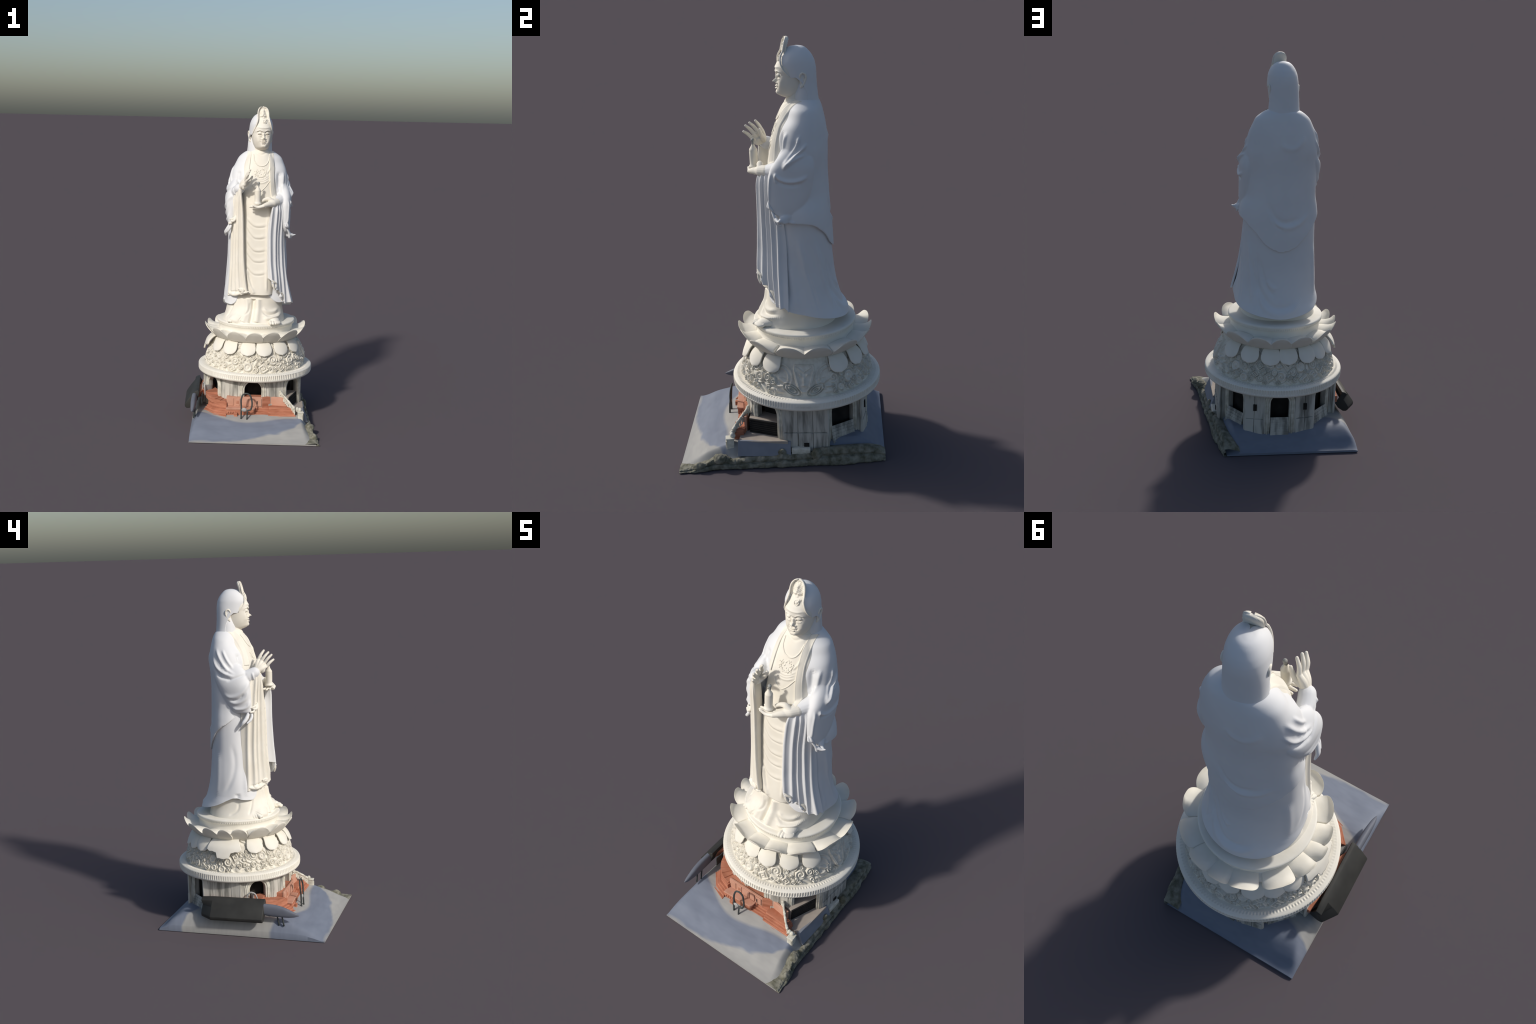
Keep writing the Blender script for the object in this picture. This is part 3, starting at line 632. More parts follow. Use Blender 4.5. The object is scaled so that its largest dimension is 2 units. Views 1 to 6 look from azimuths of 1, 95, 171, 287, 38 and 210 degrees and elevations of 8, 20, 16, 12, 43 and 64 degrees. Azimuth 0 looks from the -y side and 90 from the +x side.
sculpt(mantle, [
    # left arm folds (seen from the figure's left side)
    ('R', [(.135, 1.59), (.10, 1.52), (.06, 1.465), (.045, 1.44)], .008, .010), ('R', [(.165, 1.55), (.12, 1.505), (.07, 1.462), (.045, 1.437)], .007, .012),
    ('R', [(.15, 1.50), (.10, 1.475), (.06, 1.447), (.045, 1.43)], .007, .009), ('R', [(.12, 1.57), (.085, 1.50), (.055, 1.46)], .009, -.007),
    ('R', [(.005, 1.425), (.03, 1.395), (.08, 1.380), (.13, 1.388), (.17, 1.41)], .010, .010), ('R', [(.0, 1.41), (.03, 1.38), (.08, 1.364), (.14, 1.372)], .008, -.008),
    ('R', [(-.005, 1.43), (-.015, 1.36), (-.02, 1.26)], .006, .006), ('R', [(.02, 1.42), (.012, 1.40), (.02, 1.37)], .006, .006),
    # right arm folds
    ('L', [(.17, 1.64), (.13, 1.56), (.09, 1.51), (.04, 1.485)], .009, .0075), ('L', [(.19, 1.59), (.15, 1.52), (.09, 1.485), (.04, 1.475)], .009, .008), ('L', [(.13, 1.63), (.10, 1.57), (.06, 1.51)], .008, .007),
    ('L', [(.18, 1.53), (.13, 1.475), (.06, 1.462)], .008, -.008), ('L', [(.10, 1.45), (.04, 1.47), (-.02, 1.49)], .008, -.006),
    ('L', [(-.03, 1.49), (-.02, 1.42), (.02, 1.375), (.08, 1.36), (.13, 1.385)], .012, .006), ('L', [(-.03, 1.42), (-.01, 1.35), (.04, 1.325), (.10, 1.335)], .010, .006), ('L', [(-.01, 1.385), (.03, 1.345), (.09, 1.345)], .007, -.007),
    ('L', [(-.04, 1.36), (-.02, 1.305), (.04, 1.29), (.08, 1.30)], .009, .007), ('L', [(-.045, 1.50), (-.05, 1.40), (-.05, 1.30)], .006, .007),
    ('F', [(.150, 1.60), (.152, 1.54), (.150, 1.47)], .014, -.012), ('F', [(.178, 1.60), (.176, 1.54), (.170, 1.47)], .010, .006), ('F', [(-.098, 1.60), (-.104, 1.56), (-.104, 1.52)], .012, -.008),
    # back
    ('B', [(.055, 1.58), (.02, 1.545), (-.02, 1.54), (-.06, 1.57), (-.075, 1.62)], .016, .005), ('B', [(.10, 1.28), (.07, 1.20), (.03, 1.17), (-.02, 1.17), (-.07, 1.20)], .015, -.006),
    ('B', [(.10, 1.25), (.06, 1.165), (.0, 1.14), (-.06, 1.155), (-.13, 1.22)], .014, .006), ('B', [(.09, 1.21), (.05, 1.145), (.01, 1.125)], .008, -.004),
    ('R', [(.02, 1.185), (.05, 1.19), (.10, 1.185)], .007, .006)])

def curl(name, paths, mat, voxel=.0018):
    """Rolled cloth edge from a few tapering rolls."""
    return part(fuse(name, [capsule('k', p, r, 14, 26) for p, r in paths], voxel, mat, 3))
curl('sleeve_fold', [([(-.112, -.060, 1.318), (-.116, -.064, 1.300), (-.130, -.060, 1.288), (-.142, -.046, 1.292)], [.006, .008, .008, .005]), ([(-.120, -.058, 1.308), (-.136, -.052, 1.302), (-.148, -.036, 1.296)], [.005, .006, .005]),
                     ([(-.136, -.052, 1.292), (-.140, -.050, 1.276), (-.156, -.036, 1.272)], [.006, .007, .006])], CREAM)
curl('mantle_fold', [([(-.140, -.034, 1.270), (-.146, -.040, 1.248), (-.160, -.034, 1.226), (-.174, -.020, 1.212)], [.007, .008, .008, .005]), ([(-.150, -.020, 1.262), (-.164, -.012, 1.236), (-.178, .004, 1.212), (-.176, .02, 1.192)], [.010, .012, .010, .005])], WHITE)
curl('sleeve_fold', [([(.196, -.024, 1.275), (.203, -.026, 1.258), (.212, -.018, 1.252)], [.006, .007, .005]), ([(.206, -.022, 1.285), (.214, -.018, 1.262), (.219, -.006, 1.245)], [.005, .006, .004])], WHITE)
curl('mantle_fold', [([(.212, -.008, 1.236), (.222, .002, 1.214), (.226, .012, 1.186), (.232, .03, 1.178)], [.005, .007, .008, .006]), ([(.228, .010, 1.205), (.246, .018, 1.200), (.262, .024, 1.204)], [.009, .007, .003]), ([(.225, .02, 1.185), (.24, .024, 1.192), (.258, .026, 1.203)], [.008, .006, .003])], WHITE)
curl('drape_fold', [([(-.150, -.014, .828), (-.128, -.044, .822), (-.098, -.066, .826), (-.074, -.080, .836)], [.006, .009, .009, .006]), ([(-.086, -.078, .862), (-.070, -.088, .866), (-.056, -.094, .856), (-.064, -.092, .842)], [.005, .008, .009, .006]), ([(-.060, -.092, .842), (-.040, -.098, .846), (-.022, -.098, .852)], [.005, .006, .004])], CREAM)
curl('drape_fold', [([(.124, -.096, .926), (.136, -.090, .916), (.150, -.076, .900), (.146, -.080, .876)], [.005, .006, .006, .004]), ([(.128, -.094, .915), (.132, -.092, .890), (.142, -.084, .866)], [.005, .007, .005]), ([(.165, -.045, .845), (.185, -.022, .830), (.192, -.012, .805), (.184, -.014, .778)], [.006, .008, .009, .005])], CREAM)

def split(ob, rules, default):
    """Cut one skin into named regions; border vertices coincide, shared normals are kept."""
    V = coords(ob); N = normals(ob)
    cen = np.empty(len(ob.data.polygons) * 3); ob.data.polygons.foreach_get('center', cen); cen = cen.reshape(-1, 3)
    lab = np.array([default] * len(cen), dtype=object)
    for nm, fn in rules: lab[fn(cen)] = nm
    polys = [tuple(p.vertices) for p in ob.data.polygons]; mat = ob.data.materials[0]; res = []
    for nm in dict.fromkeys([default] + [r[0] for r in rules]):
        idx = np.where(lab == nm)[0]
        if not len(idx): continue
        used = np.unique(np.concatenate([polys[i] for i in idx])); mp = -np.ones(len(V), int); mp[used] = np.arange(len(used))
        o = mesh_from(nm.split('#')[0], V[used], [tuple(mp[list(polys[i])]) for i in idx], mat)
        o.data.normals_split_custom_set_from_vertices([tuple(n) for n in N[used]])
        res.append(part(o))
    remove(ob); return res
mantle_tree = bvh([mantle, dress])
split(mantle, [('sleeve', lambda c: (c[:, 0] < -.098) & (c[:, 1] < .20 - .25 * np.clip(1.45 - c[:, 2], 0, 1) * 1.9) & (c[:, 2] > 1.262 + .0 * c[:, 0]) & (c[:, 2] < 1.50)),
               ('sleeve#2', lambda c: (c[:, 0] > .168 - .05 * (c[:, 1] < .02)) & (c[:, 1] < .205 - .9 * np.clip(1.36 - c[:, 2], 0, 1)) & (c[:, 2] > 1.208) & (c[:, 2] < 1.49))], 'mantle')

# ---- lapels: broad bands down both sides of the chest
def band(name, tree, inner, outer, lift, mat, n=80, m=14, view='F'):
    a, b = catmull(inner, n), catmull(outer, n); P = np.zeros((n, m, 3))
    for j in range(m):
        f = j / (m - 1); xz = a + (b - a) * f
        d, ax, far = DIRS[view]
        for i, (x, z) in enumerate(xz):
            loc, *_ = tree.ray_cast(Vector((x, -3, z)), Vector((0, 1, 0)))
            P[i, j] = (x, loc.y if loc else np.nan, z)
    for j in range(m):
        y = P[:, j, 1]; ok = ~np.isnan(y); y[~ok] = np.interp(np.where(~ok)[0], np.where(ok)[0], y[ok])
    y = P[..., 1]
    for _ in range(4):
        y[1:-1] = (y[:-2] + 2 * y[1:-1] + y[2:]) / 4; y[:, 1:-1] = (y[:, :-2] + 2 * y[:, 1:-1] + y[:, 2:]) / 4
    e = np.abs(np.linspace(-1, 1, m)); P[..., 1] = y - lift * (1 - 0.25 * (e < 0.75)) + 0.012 * (e > 0.99)
    ob = grid_obj(name, P, mat); return ob
lap_l = band('lapel', mantle_tree, [(.088, 1.722), (.090, 1.66), (.093, 1.58), (.098, 1.50), (.107, 1.432)], [(.114, 1.720), (.117, 1.66), (.120, 1.58), (.126, 1.50), (.136, 1.434)], .008, CREAM)
lap_r = band('lapel', mantle_tree, [(-.022, 1.722), (-.030, 1.66), (-.035, 1.60), (-.042, 1.53)], [(-.050, 1.720), (-.060, 1.66), (-.065, 1.60), (-.070, 1.53)], .008, CREAM)
part(lap_l); part(lap_r)

# ---- necklaces and pendants on the chest
chest = bvh([dress])
def chain(name, pts, r, lift=0.001, n=40):
    q = project(chest, 'F', catmull(pts, n)); q[:, 1] -= lift; return tube(name, q, r, CREAM, 8, n)
part(chain('necklace', [(-.012, 1.70), (-.004, 1.66), (.015, 1.637), (.042, 1.629), (.066, 1.637), (.082, 1.66), (.088, 1.695)], .0030))
part(chain('necklace', [(-.012, 1.513), (.003, 1.490), (.02, 1.478), (.033, 1.474), (.05, 1.485), (.095, 1.54)], .0026))
orn = []
r = np.random.default_rng(3)
for i in range(46):
    x, z = r.uniform(-.005, .075), r.uniform(1.555, 1.615)
    if (x - .035) ** 2 / .042 ** 2 + (z - 1.585) ** 2 / .034 ** 2 > 1: continue
    q = project(chest, 'F', [(x, z)])
    if len(q): orn.append(ball('o', q[0], (.0035, .003, .0035), None, 10, 8))
ob = join('chest_ornament', orn, CREAM); ob['kind'] = 'stuff'; part(ob)
part(chain('necklace', [(.005, 1.60), (.012, 1.575), (.03, 1.562), (.05, 1.565), (.065, 1.58), (.07, 1.605)], .0028))

# ================================================================== STATUE: HEAD
YAW = math.radians(11.5); HC = (0.031, 0.120)
def head_place(ob):
    V = coords(ob); c, s = math.cos(YAW), math.sin(YAW)
    X = HC[0] + c * V[:, 0] - s * V[:, 1]; Y = HC[1] + s * V[:, 0] + c * V[:, 1]
    set_coords(ob, np.c_[X, Y, V[:, 2]]); return ob

def head_local():
    h = loft('head', [(1.724, -.024, .024, -.040, .05, 2), (1.731, -.034, .034, -.066, .05, 2), (1.740, -.041, .041, -.086, .05, 2), (1.752, -.0475, .0475, -.0955, .05, 2.0), (1.768, -.054, .054, -.0975, .05, 2.05),
        (1.785, -.0585, .0585, -.0965, .05, 2.1), (1.805, -.062, .062, -.0945, .05, 2.15), (1.83, -.0645, .0645, -.0945, .05, 2.2), (1.848, -.065, .065, -.0995, .05, 2.2), (1.866, -.064, .064, -.0995, .05, 2.2), (1.88, -.0625, .0625, -.094, .05, 2.2), (1.895, -.060, .060, -.086, .05, 2.2), (1.915, -.054, .054, -.076, .05, 2.1), (1.935, -.044, .044, -.060, .05, 2), (1.945, -.03, .03, -.045, .04, 2)],
        CREAM, 400, 320)
    S = []
    for sx in (-1, 1):
        S += [('F', [(sx * .008, 1.836), (sx * .013, 1.8465), (sx * .024, 1.851), (sx * .036, 1.848), (sx * .046, 1.841)], .0035, .0026),   # brow ridge
              ('F', [(sx * .0095, 1.829), (sx * .014, 1.8405), (sx * .024, 1.8445), (sx * .036, 1.841), (sx * .043, 1.835)], .0042, -.0062),  # fold under the brow
              ('F', [(sx * .016, 1.832), (sx * .025, 1.8335), (sx * .035, 1.831)], .0070, .0048),                                          # lid
              ('F', [(sx * .012, 1.8255), (sx * .024, 1.8225), (sx * .037, 1.8255)], .0024, -.0085, .15),                                   # closed lash line
              ('F', [(sx * .013, 1.819), (sx * .024, 1.816), (sx * .036, 1.819)], .004, .0018),
              ('F', [(sx * .0085, 1.7955), (sx * .0105, 1.797)], .0045, .0050, 0),                                                         # nostril wing
              ('F', [(sx * .0135, 1.826), (sx * .0125, 1.812), (sx * .0145, 1.800)], .0045, -.0035),                                        # beside the nose
              ('F', [(sx * .016, 1.797), (sx * .021, 1.786), (sx * .022, 1.776)], .004, -.0020),
              ('F', [(sx * .034, 1.802), (sx * .032, 1.788)], .016, .0042, 0)]                                                             # cheek
    S += [('F', [(0, 1.836), (0, 1.797)], .0052, .0065, .12), ('F', [(0, 1.817), (0, 1.797)], .0058, .0065, .35), ('F', [(0, 1.803), (0, 1.797)], .0062, .0085, 0),
          ('F', [(-.010, 1.7905), (0, 1.7895), (.010, 1.7905)], .0035, -.004),
          ('F', [(-.015, 1.7805), (-.006, 1.7835), (0, 1.7825), (.006, 1.7835), (.015, 1.7805)], .0034, .0058), ('F', [(-.017, 1.7785), (0, 1.7772), (.017, 1.7785)], .0020, -.0058),
          ('F', [(-.011, 1.7735), (0, 1.772), (.011, 1.7735)], .0040, .0060), ('F', [(-.012, 1.7655), (0, 1.764), (.012, 1.7655)], .004, -.0035), ('F', [(-.006, 1.754), (.006, 1.754)], .010, .0050, 0),
          ('F', [(-.019, 1.777), (-.019, 1.779)], .003, -.003, 0), ('F', [(.019, 1.777), (.019, 1.779)], .003, -.003, 0),
          ('F', [(-.044, 1.872), (-.03, 1.869), (0, 1.866), (.03, 1.869), (.044, 1.872)], .004, .0016)]
    sculpt(h, S); return head_place(h)
part(head_local())
part(loft('neck', [(1.68, -.035, .095, .045, .17, 2), (1.70, -.026, .091, .056, .17, 2), (1.715, -.018, .086, .063, .17, 2), (1.735, -.014, .083, .066, .17, 2), (1.77, -.012, .082, .062, .17, 2)], CREAM, 100, 40))

def ear(side):
    """Long-lobed ear: rim, inner fold and lobe."""
    x = side * .0700
    rim = [(x, .004, 1.812), (x + side * .004, .000, 1.832), (x + side * .006, .010, 1.843), (x + side * .007, .022, 1.838), (x + side * .006, .026, 1.822), (x + side * .003, .020, 1.803), (x, .012, 1.787), (x - side * .002, .004, 1.780)]
    o = [capsule('e', rim, [.003, .0045, .005, .005, .0048, .0046, .0055, .005], 12, 40), ball('e', (x - side * .002, .010, 1.812), (.004, .013, .026)), capsule('e', [(x + side * .003, .008, 1.828), (x + side * .004, .016, 1.82), (x + side * .002, .012, 1.805)], [.003, .0032, .003], 10, 14),
         ball('e', (x - side * .001, .008, 1.786), (.0055, .007, .009))]
    return head_place(fuse('ear', o, .0012, CREAM, 3))
part(ear(-1)); part(ear(1))

# ---- veil over the hair, open towards the face
def hood():
    L = np.array([(1.708, -.083, .080, -.052, .094, 2.3), (1.74, -.080, .078, -.054, .090, 2.3), (1.80, -.077, .075, -.062, .086, 2.3), (1.85, -.075, .074, -.082, .085, 2.25), (1.885, -.072, .071, -.092, .080, 2.2), (1.91, -.065, .064, -.086, .070, 2.15), (1.93, -.054, .053, -.072, .056, 2.1), (1.945, -.040, .039, -.052, .041, 2.05), (1.953, -.026, .025, -.034, .027, 2), (1.957, -.006, .006, -.008, .007, 2)])
    ob = loft('veil', L, WHITE, 260, 220, cap0=False)
    V = coords(ob)
    edge = pchip([1.70, 1.74, 1.80, 1.825, 1.86, 1.89, 1.915, 1.93, 1.96], [.034, .030, .006, -.020, -.046, -.070, -.090, -.10, -.2], V[:, 2])
    # slide the front of the shell back onto the opening line so that the rim is clean
    arch = pchip([1.70, 1.80, 1.82, 1.865, 1.89, 1.92, 1.938, 1.96], [.2, .2, .062, .051, .043, .033, .022, -.01], V[:, 2])
    keep = np.where(V[:, 2] > 1.822, (np.abs(V[:, 0]) >= arch) | (V[:, 1] > -.01), V[:, 1] >= edge - .0015)
    bm = bmesh.new(); bm.from_mesh(ob.data); bm.verts.ensure_lookup_table()
    bmesh.ops.delete(bm, geom=[bm.verts[i] for i in np.where(~keep)[0]], context='VERTS'); bm.to_mesh(ob.data); bm.free()
    s = ob.modifiers.new('s', 'SMOOTH'); s.iterations = 2; s.factor = .4
    apply_mods(ob); solidify(ob, .007, -1)
    return head_place(ob)
part(hood())
part(head_place(loft('hair', [(1.702, -.080, .078, -.034, .090, 2.1), (1.74, -.078, .0765, -.032, .086, 2.1), (1.785, -.0745, .073, -.024, .082, 2.1), (1.82, -.066, .066, -.02, .07, 2.1), (1.86, -.05, .05, -.01, .05, 2)], WHITE, 100, 40)))

# ---- crown plaque with raised frame, small seated figure relief and forehead jewel
def crown():
    nu, nv = 61, 70; t = np.linspace(0, 1, nv); u = np.linspace(-1, 1, nu)
    z = 1.893 + t * .107
    half = np.where(z > 1.962, .034 * np.sqrt(np.clip(1 - ((z - 1.962) / .038) ** 2, .03, 1)), .034 + .014 * smooth(1.935, 1.893, z) ** 1.3)
    yf = pchip([0, .3, .6, .85, 1], [-.088, -.076, -.070, -.060, -.048], t)
    T, U = np.meshgrid(t, u, indexing='ij')
    X = half[:, None] * U + .000; Y = yf[:, None] + (8.0 + 12 * (1 - T)) * (half[:, None] * U) ** 2 + .010 * (1 - np.abs(U) ** 4)
    rim = np.maximum(smooth(.70, .84, np.abs(U)), smooth(.86, .95, T)) * smooth(0, .1, T)
    Y -= .008 * rim
    d = lambda cx, cz, w, h: np.exp(-(((X - cx) / w) ** 2 + ((z[:, None] - cz) / h) ** 2))
    Y -= .010 * d(0, 1.952, .011, .016) + .008 * d(0, 1.972, .007, .008) + .007 * d(-.012, 1.94, .008, .006) + .007 * d(.012, 1.94, .008, .006) + .005 * d(0, 1.925, .016, .006)
    Y += .0011 * np.sin(X * 520 + 2 * np.sin(z[:, None] * 300)) * np.sin(z[:, None] * 430) * (1 - rim) * smooth(.15, .3, T)
    P = np.stack([X, Y, np.repeat(z[:, None], nu, 1)], -1)
    ob = grid_obj('crown', P, CREAM)
    # back shell, bulging behind
    Yb = Y.copy(); Yb = np.maximum(yf[:, None] + .026 - .006 * np.abs(U) ** 2, Y + .004); Yb = Y + (Yb - Y) * np.sqrt(np.clip(1 - np.clip((T - .65) / .35, 0, 1) ** 2.5, 0, 1))
    Yb[:, 0] = Y[:, 0]; Yb[:, -1] = Y[:, -1]; Yb[-1] = Y[-1]
    back = grid_obj('crown_back', np.stack([X, Yb, np.repeat(z[:, None], nu, 1)], -1)[:, ::-1], CREAM)
    j = join('crown', [ob, back], CREAM)
    bm = bmesh.new(); bm.from_mesh(j.data); bmesh.ops.remove_doubles(bm, verts=bm.verts, dist=.0004); bmesh.ops.recalc_face_normals(bm, faces=bm.faces); bm.to_mesh(j.data); bm.free()
    j.data.polygons.foreach_set('use_smooth', [True] * len(j.data.polygons))
    return head_place(j)
cr = part(crown())
side = [(.064, -.048, 1.828), (.053, -.074, 1.862), (.045, -.082, 1.888), (.037, -.080, 1.915), (.0345, -.068, 1.938), (.0335, -.063, 1.960), (.0285, -.058, 1.980), (.0160, -.051, 1.993)]
q = [(-x, y, z) for x, y, z in side] + [(0, -.047, 1.9960)] + side[::-1]
part(head_place(tube('veil_border', q, [.0022, .003, .0036, .0042, .0042, .0042, .0040, .0040, .0040, .0040, .0040, .0042, .0042, .0042, .0036, .003, .0022], CREAM, 10, 130)), cr)
jw = head_place(join('forehead_jewel', [ball('j', (.006, -.080, 1.905), (.0085, .008, .0085)), tube('j', [(.006 + .0105 * math.cos(a), -.084 + .004 * math.sin(a), 1.905 + .0105 * math.sin(a)) for a in np.linspace(0, TAU, 20, endpoint=False)], .0022, None, 8, 40, True), capsule('j', [(.014, -.084, 1.913), (.018, -.078, 1.922)], [.003, .002])], CREAM))
part(jw, cr)

# ================================================================== STATUE: HANDS, BOTTLE, FEET
def right_hand():
    tips = [(-.027, -.085, 1.610), (-.031, -.113, 1.600), (-.036, -.133, 1.586), (-.033, -.143, 1.559)]
    knk = [(-.052, -.058, 1.558), (-.053, -.078, 1.553), (-.054, -.095, 1.541), (-.053, -.107, 1.523)]
    o = []
    for a, b in zip(knk, tips):
        a, b = np.array(a), np.array(b); mid = (a + b) / 2 + np.array([-.005, .000, .002])
        o.append(capsule('h', [tuple(a), tuple(mid), tuple(b)], [.0092, .0085, .0062], 14, 24))
    o.append(capsule('h', [(-.070, -.055, 1.508), (-.042, -.056, 1.527), (-.024, -.062, 1.549), (-.015, -.066, 1.570)], [.014, .013, .0095, .0065], 14, 30))
    W = np.array((-.086, -.055, 1.497))
    for k in knk: o.append(capsule('h', [tuple(W + (np.array(k) - W) * .15), tuple((W + np.array(k)) / 2 + np.array([-.004, 0, 0])), k], [.017, .014, .010], 14, 20))
    o.append(capsule('h', [(-.10, -.03, 1.480), (-.086, -.055, 1.497), (-.066, -.078, 1.515)], [.023, .021, .016], 16, 24))
    o.append(ball('h', (-.066, -.082, 1.508), (.012, .022, .024)))
    return fuse('hand', o, .0016, CREAM, 4)
hr = part(right_hand())
def left_hand():
    """Palm up, fingers towards the figure's right, carrying the bottle."""
    o = []
    for (ky, ty, tx, tz) in [(-.080, -.074, -.018, 1.386), (-.094, -.094, -.024, 1.383), (-.107, -.112, -.018, 1.386), (-.116, -.126, -.004, 1.394)]:
        o.append(capsule('h', [(.062, ky, 1.392), (.022, (ky + ty) / 2, 1.384), (tx, ty, tz)], [.0100, .0088, .0060], 14, 24))
        o.append(capsule('h', [(.118, -.060, 1.402), (.090, (ky - .06) / 2, 1.400), (.060, ky, 1.392)], [.020, .017, .011], 14, 20))
    o.append(capsule('h', [(.135, -.030, 1.408), (.112, -.062, 1.405), (.088, -.085, 1.400)], [.028, .026, .016], 16, 24))
    o.append(capsule('h', [(.112, -.062, 1.418), (.088, -.064, 1.432), (.064, -.070, 1.428), (.050, -.076, 1.420)], [.016, .015, .011, .008], 14, 24))
    return fuse('hand', o, .0016, CREAM, 4)
part(left_hand())

BX, BY = .022, -.098
bott = [(.002, 1.400), (.016, 1.400), (.0225, 1.402), (.0235, 1.406), (.0215, 1.410), (.0185, 1.414), (.0180, 1.420), (.0185, 1.44), (.0190, 1.46), (.0192, 1.474), (.0185, 1.479), (.0192, 1.483), (.0175, 1.489), (.0130, 1.496), (.0095, 1.502), (.0072, 1.508), (.0062, 1.514)]
bo = part(revolve('bottle', bott, (BX, BY), CREAM, 64))
tp = revolve('bottle_neck', [(.0062, 1.511), (.0058, 1.520), (.0068, 1.524), (.0088, 1.527), (.0090, 1.532), (.0070, 1.537), (.001, 1.539)], (BX + .004, BY), TIP_GREY, 40)
part(tp, bo)

def foot(cx, cy, ang, with_toes):
    o = [ball('f', (0, .035, .016), (.040, .060, .024)), ball('f', (0, -.010, .010), (.040, .030, .014))]
    for i in range(5):
        x = -.030 + i * .0152; r = .0095 - .0011 * i; y = -.042 + abs(i - .8) ** 1.5 * .0045
        o.append(capsule('f', [(x * .8, -.008, .014), (x, y + .016, .0155), (x * 1.05, y, .009)], [r * 1.05, r, r * .95], 12, 18))
    ob = fuse('foot', o, .0018, CREAM, 3); V = coords(ob); c, s = math.cos(ang), math.sin(ang)
    set_coords(ob, np.c_[cx + c * V[:, 0] - s * V[:, 1], cy + s * V[:, 0] + c * V[:, 1], .647 + V[:, 2]]); return ob
part(foot(.143, -.082, .22, True))
part(foot(-.105, -.044, -.25, False))

# ================================================================== TERRAIN BASE
def east_edge(y): return np.interp(y, [-.5, -.30, .0, .30, .5], [.4275, .396, .370, .342, .312])
def west_edge(y): return np.interp(y, [-.5, .0, .5], [-.352, -.366, -.385])
def ground_height(x, y):
    dw = x - west_edge(y); df = y + .495; db = .495 - y
    hf = .006 + .082 * np.clip(df / .225, 0, 1.15) ** 1.08; hb = .008 + .098 * smooth(-.02, .16, db); hw = .012 + .130 * smooth(-.025, .085, dw)
    h = -np.log(np.exp(-hf * 60) + np.exp(-hb * 60) + np.exp(-hw * 60)) / 60
    return np.maximum(h + .012 * smooth(.008, .05, h), .006)
def slab():
    nx, ny = 170, 200; v = np.linspace(-.495, .495, ny); s = np.linspace(0, 1, nx)
    Y = np.repeat(v[:, None], nx, 1); X = west_edge(Y) + s * (east_edge(Y) - .016 - west_edge(Y)); Z = ground_height(X, Y)
    p = np.stack([X, Y, Z], -1).reshape(-1, 3)
    Z = Z + (.004 * vnoise(p * [1, 1, 0], 9, 5) + .002 * vnoise(p * [1, 1, 0], 22, 6)).reshape(Z.shape) * smooth(0, .05, Z)
    de = east_edge(Y) - X; Z = np.minimum(Z, Z * (.35 + .65 * smooth(.02, .08, de)))
    top = np.stack([X, Y, np.maximum(Z, .005)], -1)
    # close with side walls and bottom
    V = top.reshape(-1, 3); F = [tuple(f) for f in grid_faces(nx, ny, False)]
    loop = [(0, i) for i in range(nx)] + [(j, nx - 1) for j in range(1, ny)] + [(ny - 1, i) for i in range(nx - 2, -1, -1)] + [(j, 0) for j in range(ny - 2, 0, -1)]
    ids = [j * nx + i for j, i in loop]; n0 = len(V); low = V[ids].copy(); low[:, 2] = 0; V = np.vstack([V, low]); m = len(ids)
    F += [(ids[(k + 1) % m], ids[k], n0 + k, n0 + (k + 1) % m) for k in range(m)] + [tuple(n0 + k for k in range(m))[::-1]]
    ob = mesh_from('ground_slab', V, F, SHADED_GROUND); shade_angle(ob, 40); return part(ob)
slab()

# ---- rough rock bank along the east edge
def rocks():
    """Craggy bank of two rough courses along the east edge, with a few boulders."""
    ny, ns = 420, 60; y = np.linspace(-.496, .496, ny)
    top = pchip([-.5, -.45, -.40, -.36, -.33, -.28, -.24, -.15, -.04, .0, .05, .14, .17, .30, .40, .47, .5], [.012, .016, .030, .042, .056, .062, .044, .054, .054, .066, .056, .060, .080, .082, .078, .062, .035], y)
    e = east_edge(y)
    sec = np.array([(-.085, .55), (-.060, .86), (-.036, .96), (-.022, 1.0), (-.012, .96), (-.007, .80), (-.006, .62), (-.0125, .56), (-.010, .50), (.001, .44), (.004, .30), (.004, .12), (.002, 0), (-.03, 0)])
    s = np.linspace(0, 1, ns); d = np.r_[0, np.cumsum(np.hypot(np.diff(sec[:, 0]) * 20, np.diff(sec[:, 1])))]; d /= d[-1]
    sx, sz = np.interp(s, d, sec[:, 0]), np.interp(s, d, sec[:, 1])
    P = np.stack([e[:, None] + sx, np.repeat(y[:, None], ns, 1), np.maximum(top[:, None] * sz, 0)], -1); Q = P.reshape(-1, 3)
    n = .007 * vnoise(Q, 24, 3) + .004 * np.abs(vnoise(Q * [1, 1, 2], 55, 1)) + .0022 * vnoise(Q, 130, 2)
    blk = np.floor(Q[:, 1] * 16 + np.where(Q[:, 2] < .45 * np.repeat(top, ns), .4, 0)); n += .004 * (np.sin(blk * 12.9898) ) + .0 
    Q[:, 0] += np.maximum(n, -.006) * .8 + .002; Q[:, 2] += n * .55 * (Q[:, 2] > .004)
    Q[:, 0] = np.minimum(Q[:, 0], .4295); Q[:, 2] = np.maximum(Q[:, 2], 0); Q[:, 1] = np.clip(Q[:, 1], -.497, .497)
    o = [grid_obj('r', Q.reshape(ny, ns, 3))]
    for (x, yy, z, a, b, c) in [(.375, -.300, .048, .026, .034, .026), (.40, -.40, .02, .020, .03, .020), (.352, .0, .070, .012, .020, .018), (.350, .165, .058, .018, .024, .034)]:
        b_ = ball('r', (x, yy, z), (a, b, c), None, 40, 28); V = coords(b_); set_coords(b_, V + normals(b_) * (.004 * vnoise(V, 45, 8) + .002 * vnoise(V, 110, 5))[:, None]); o.append(b_)
    return part(join('rock_bank', o, ROCK))
rocks()

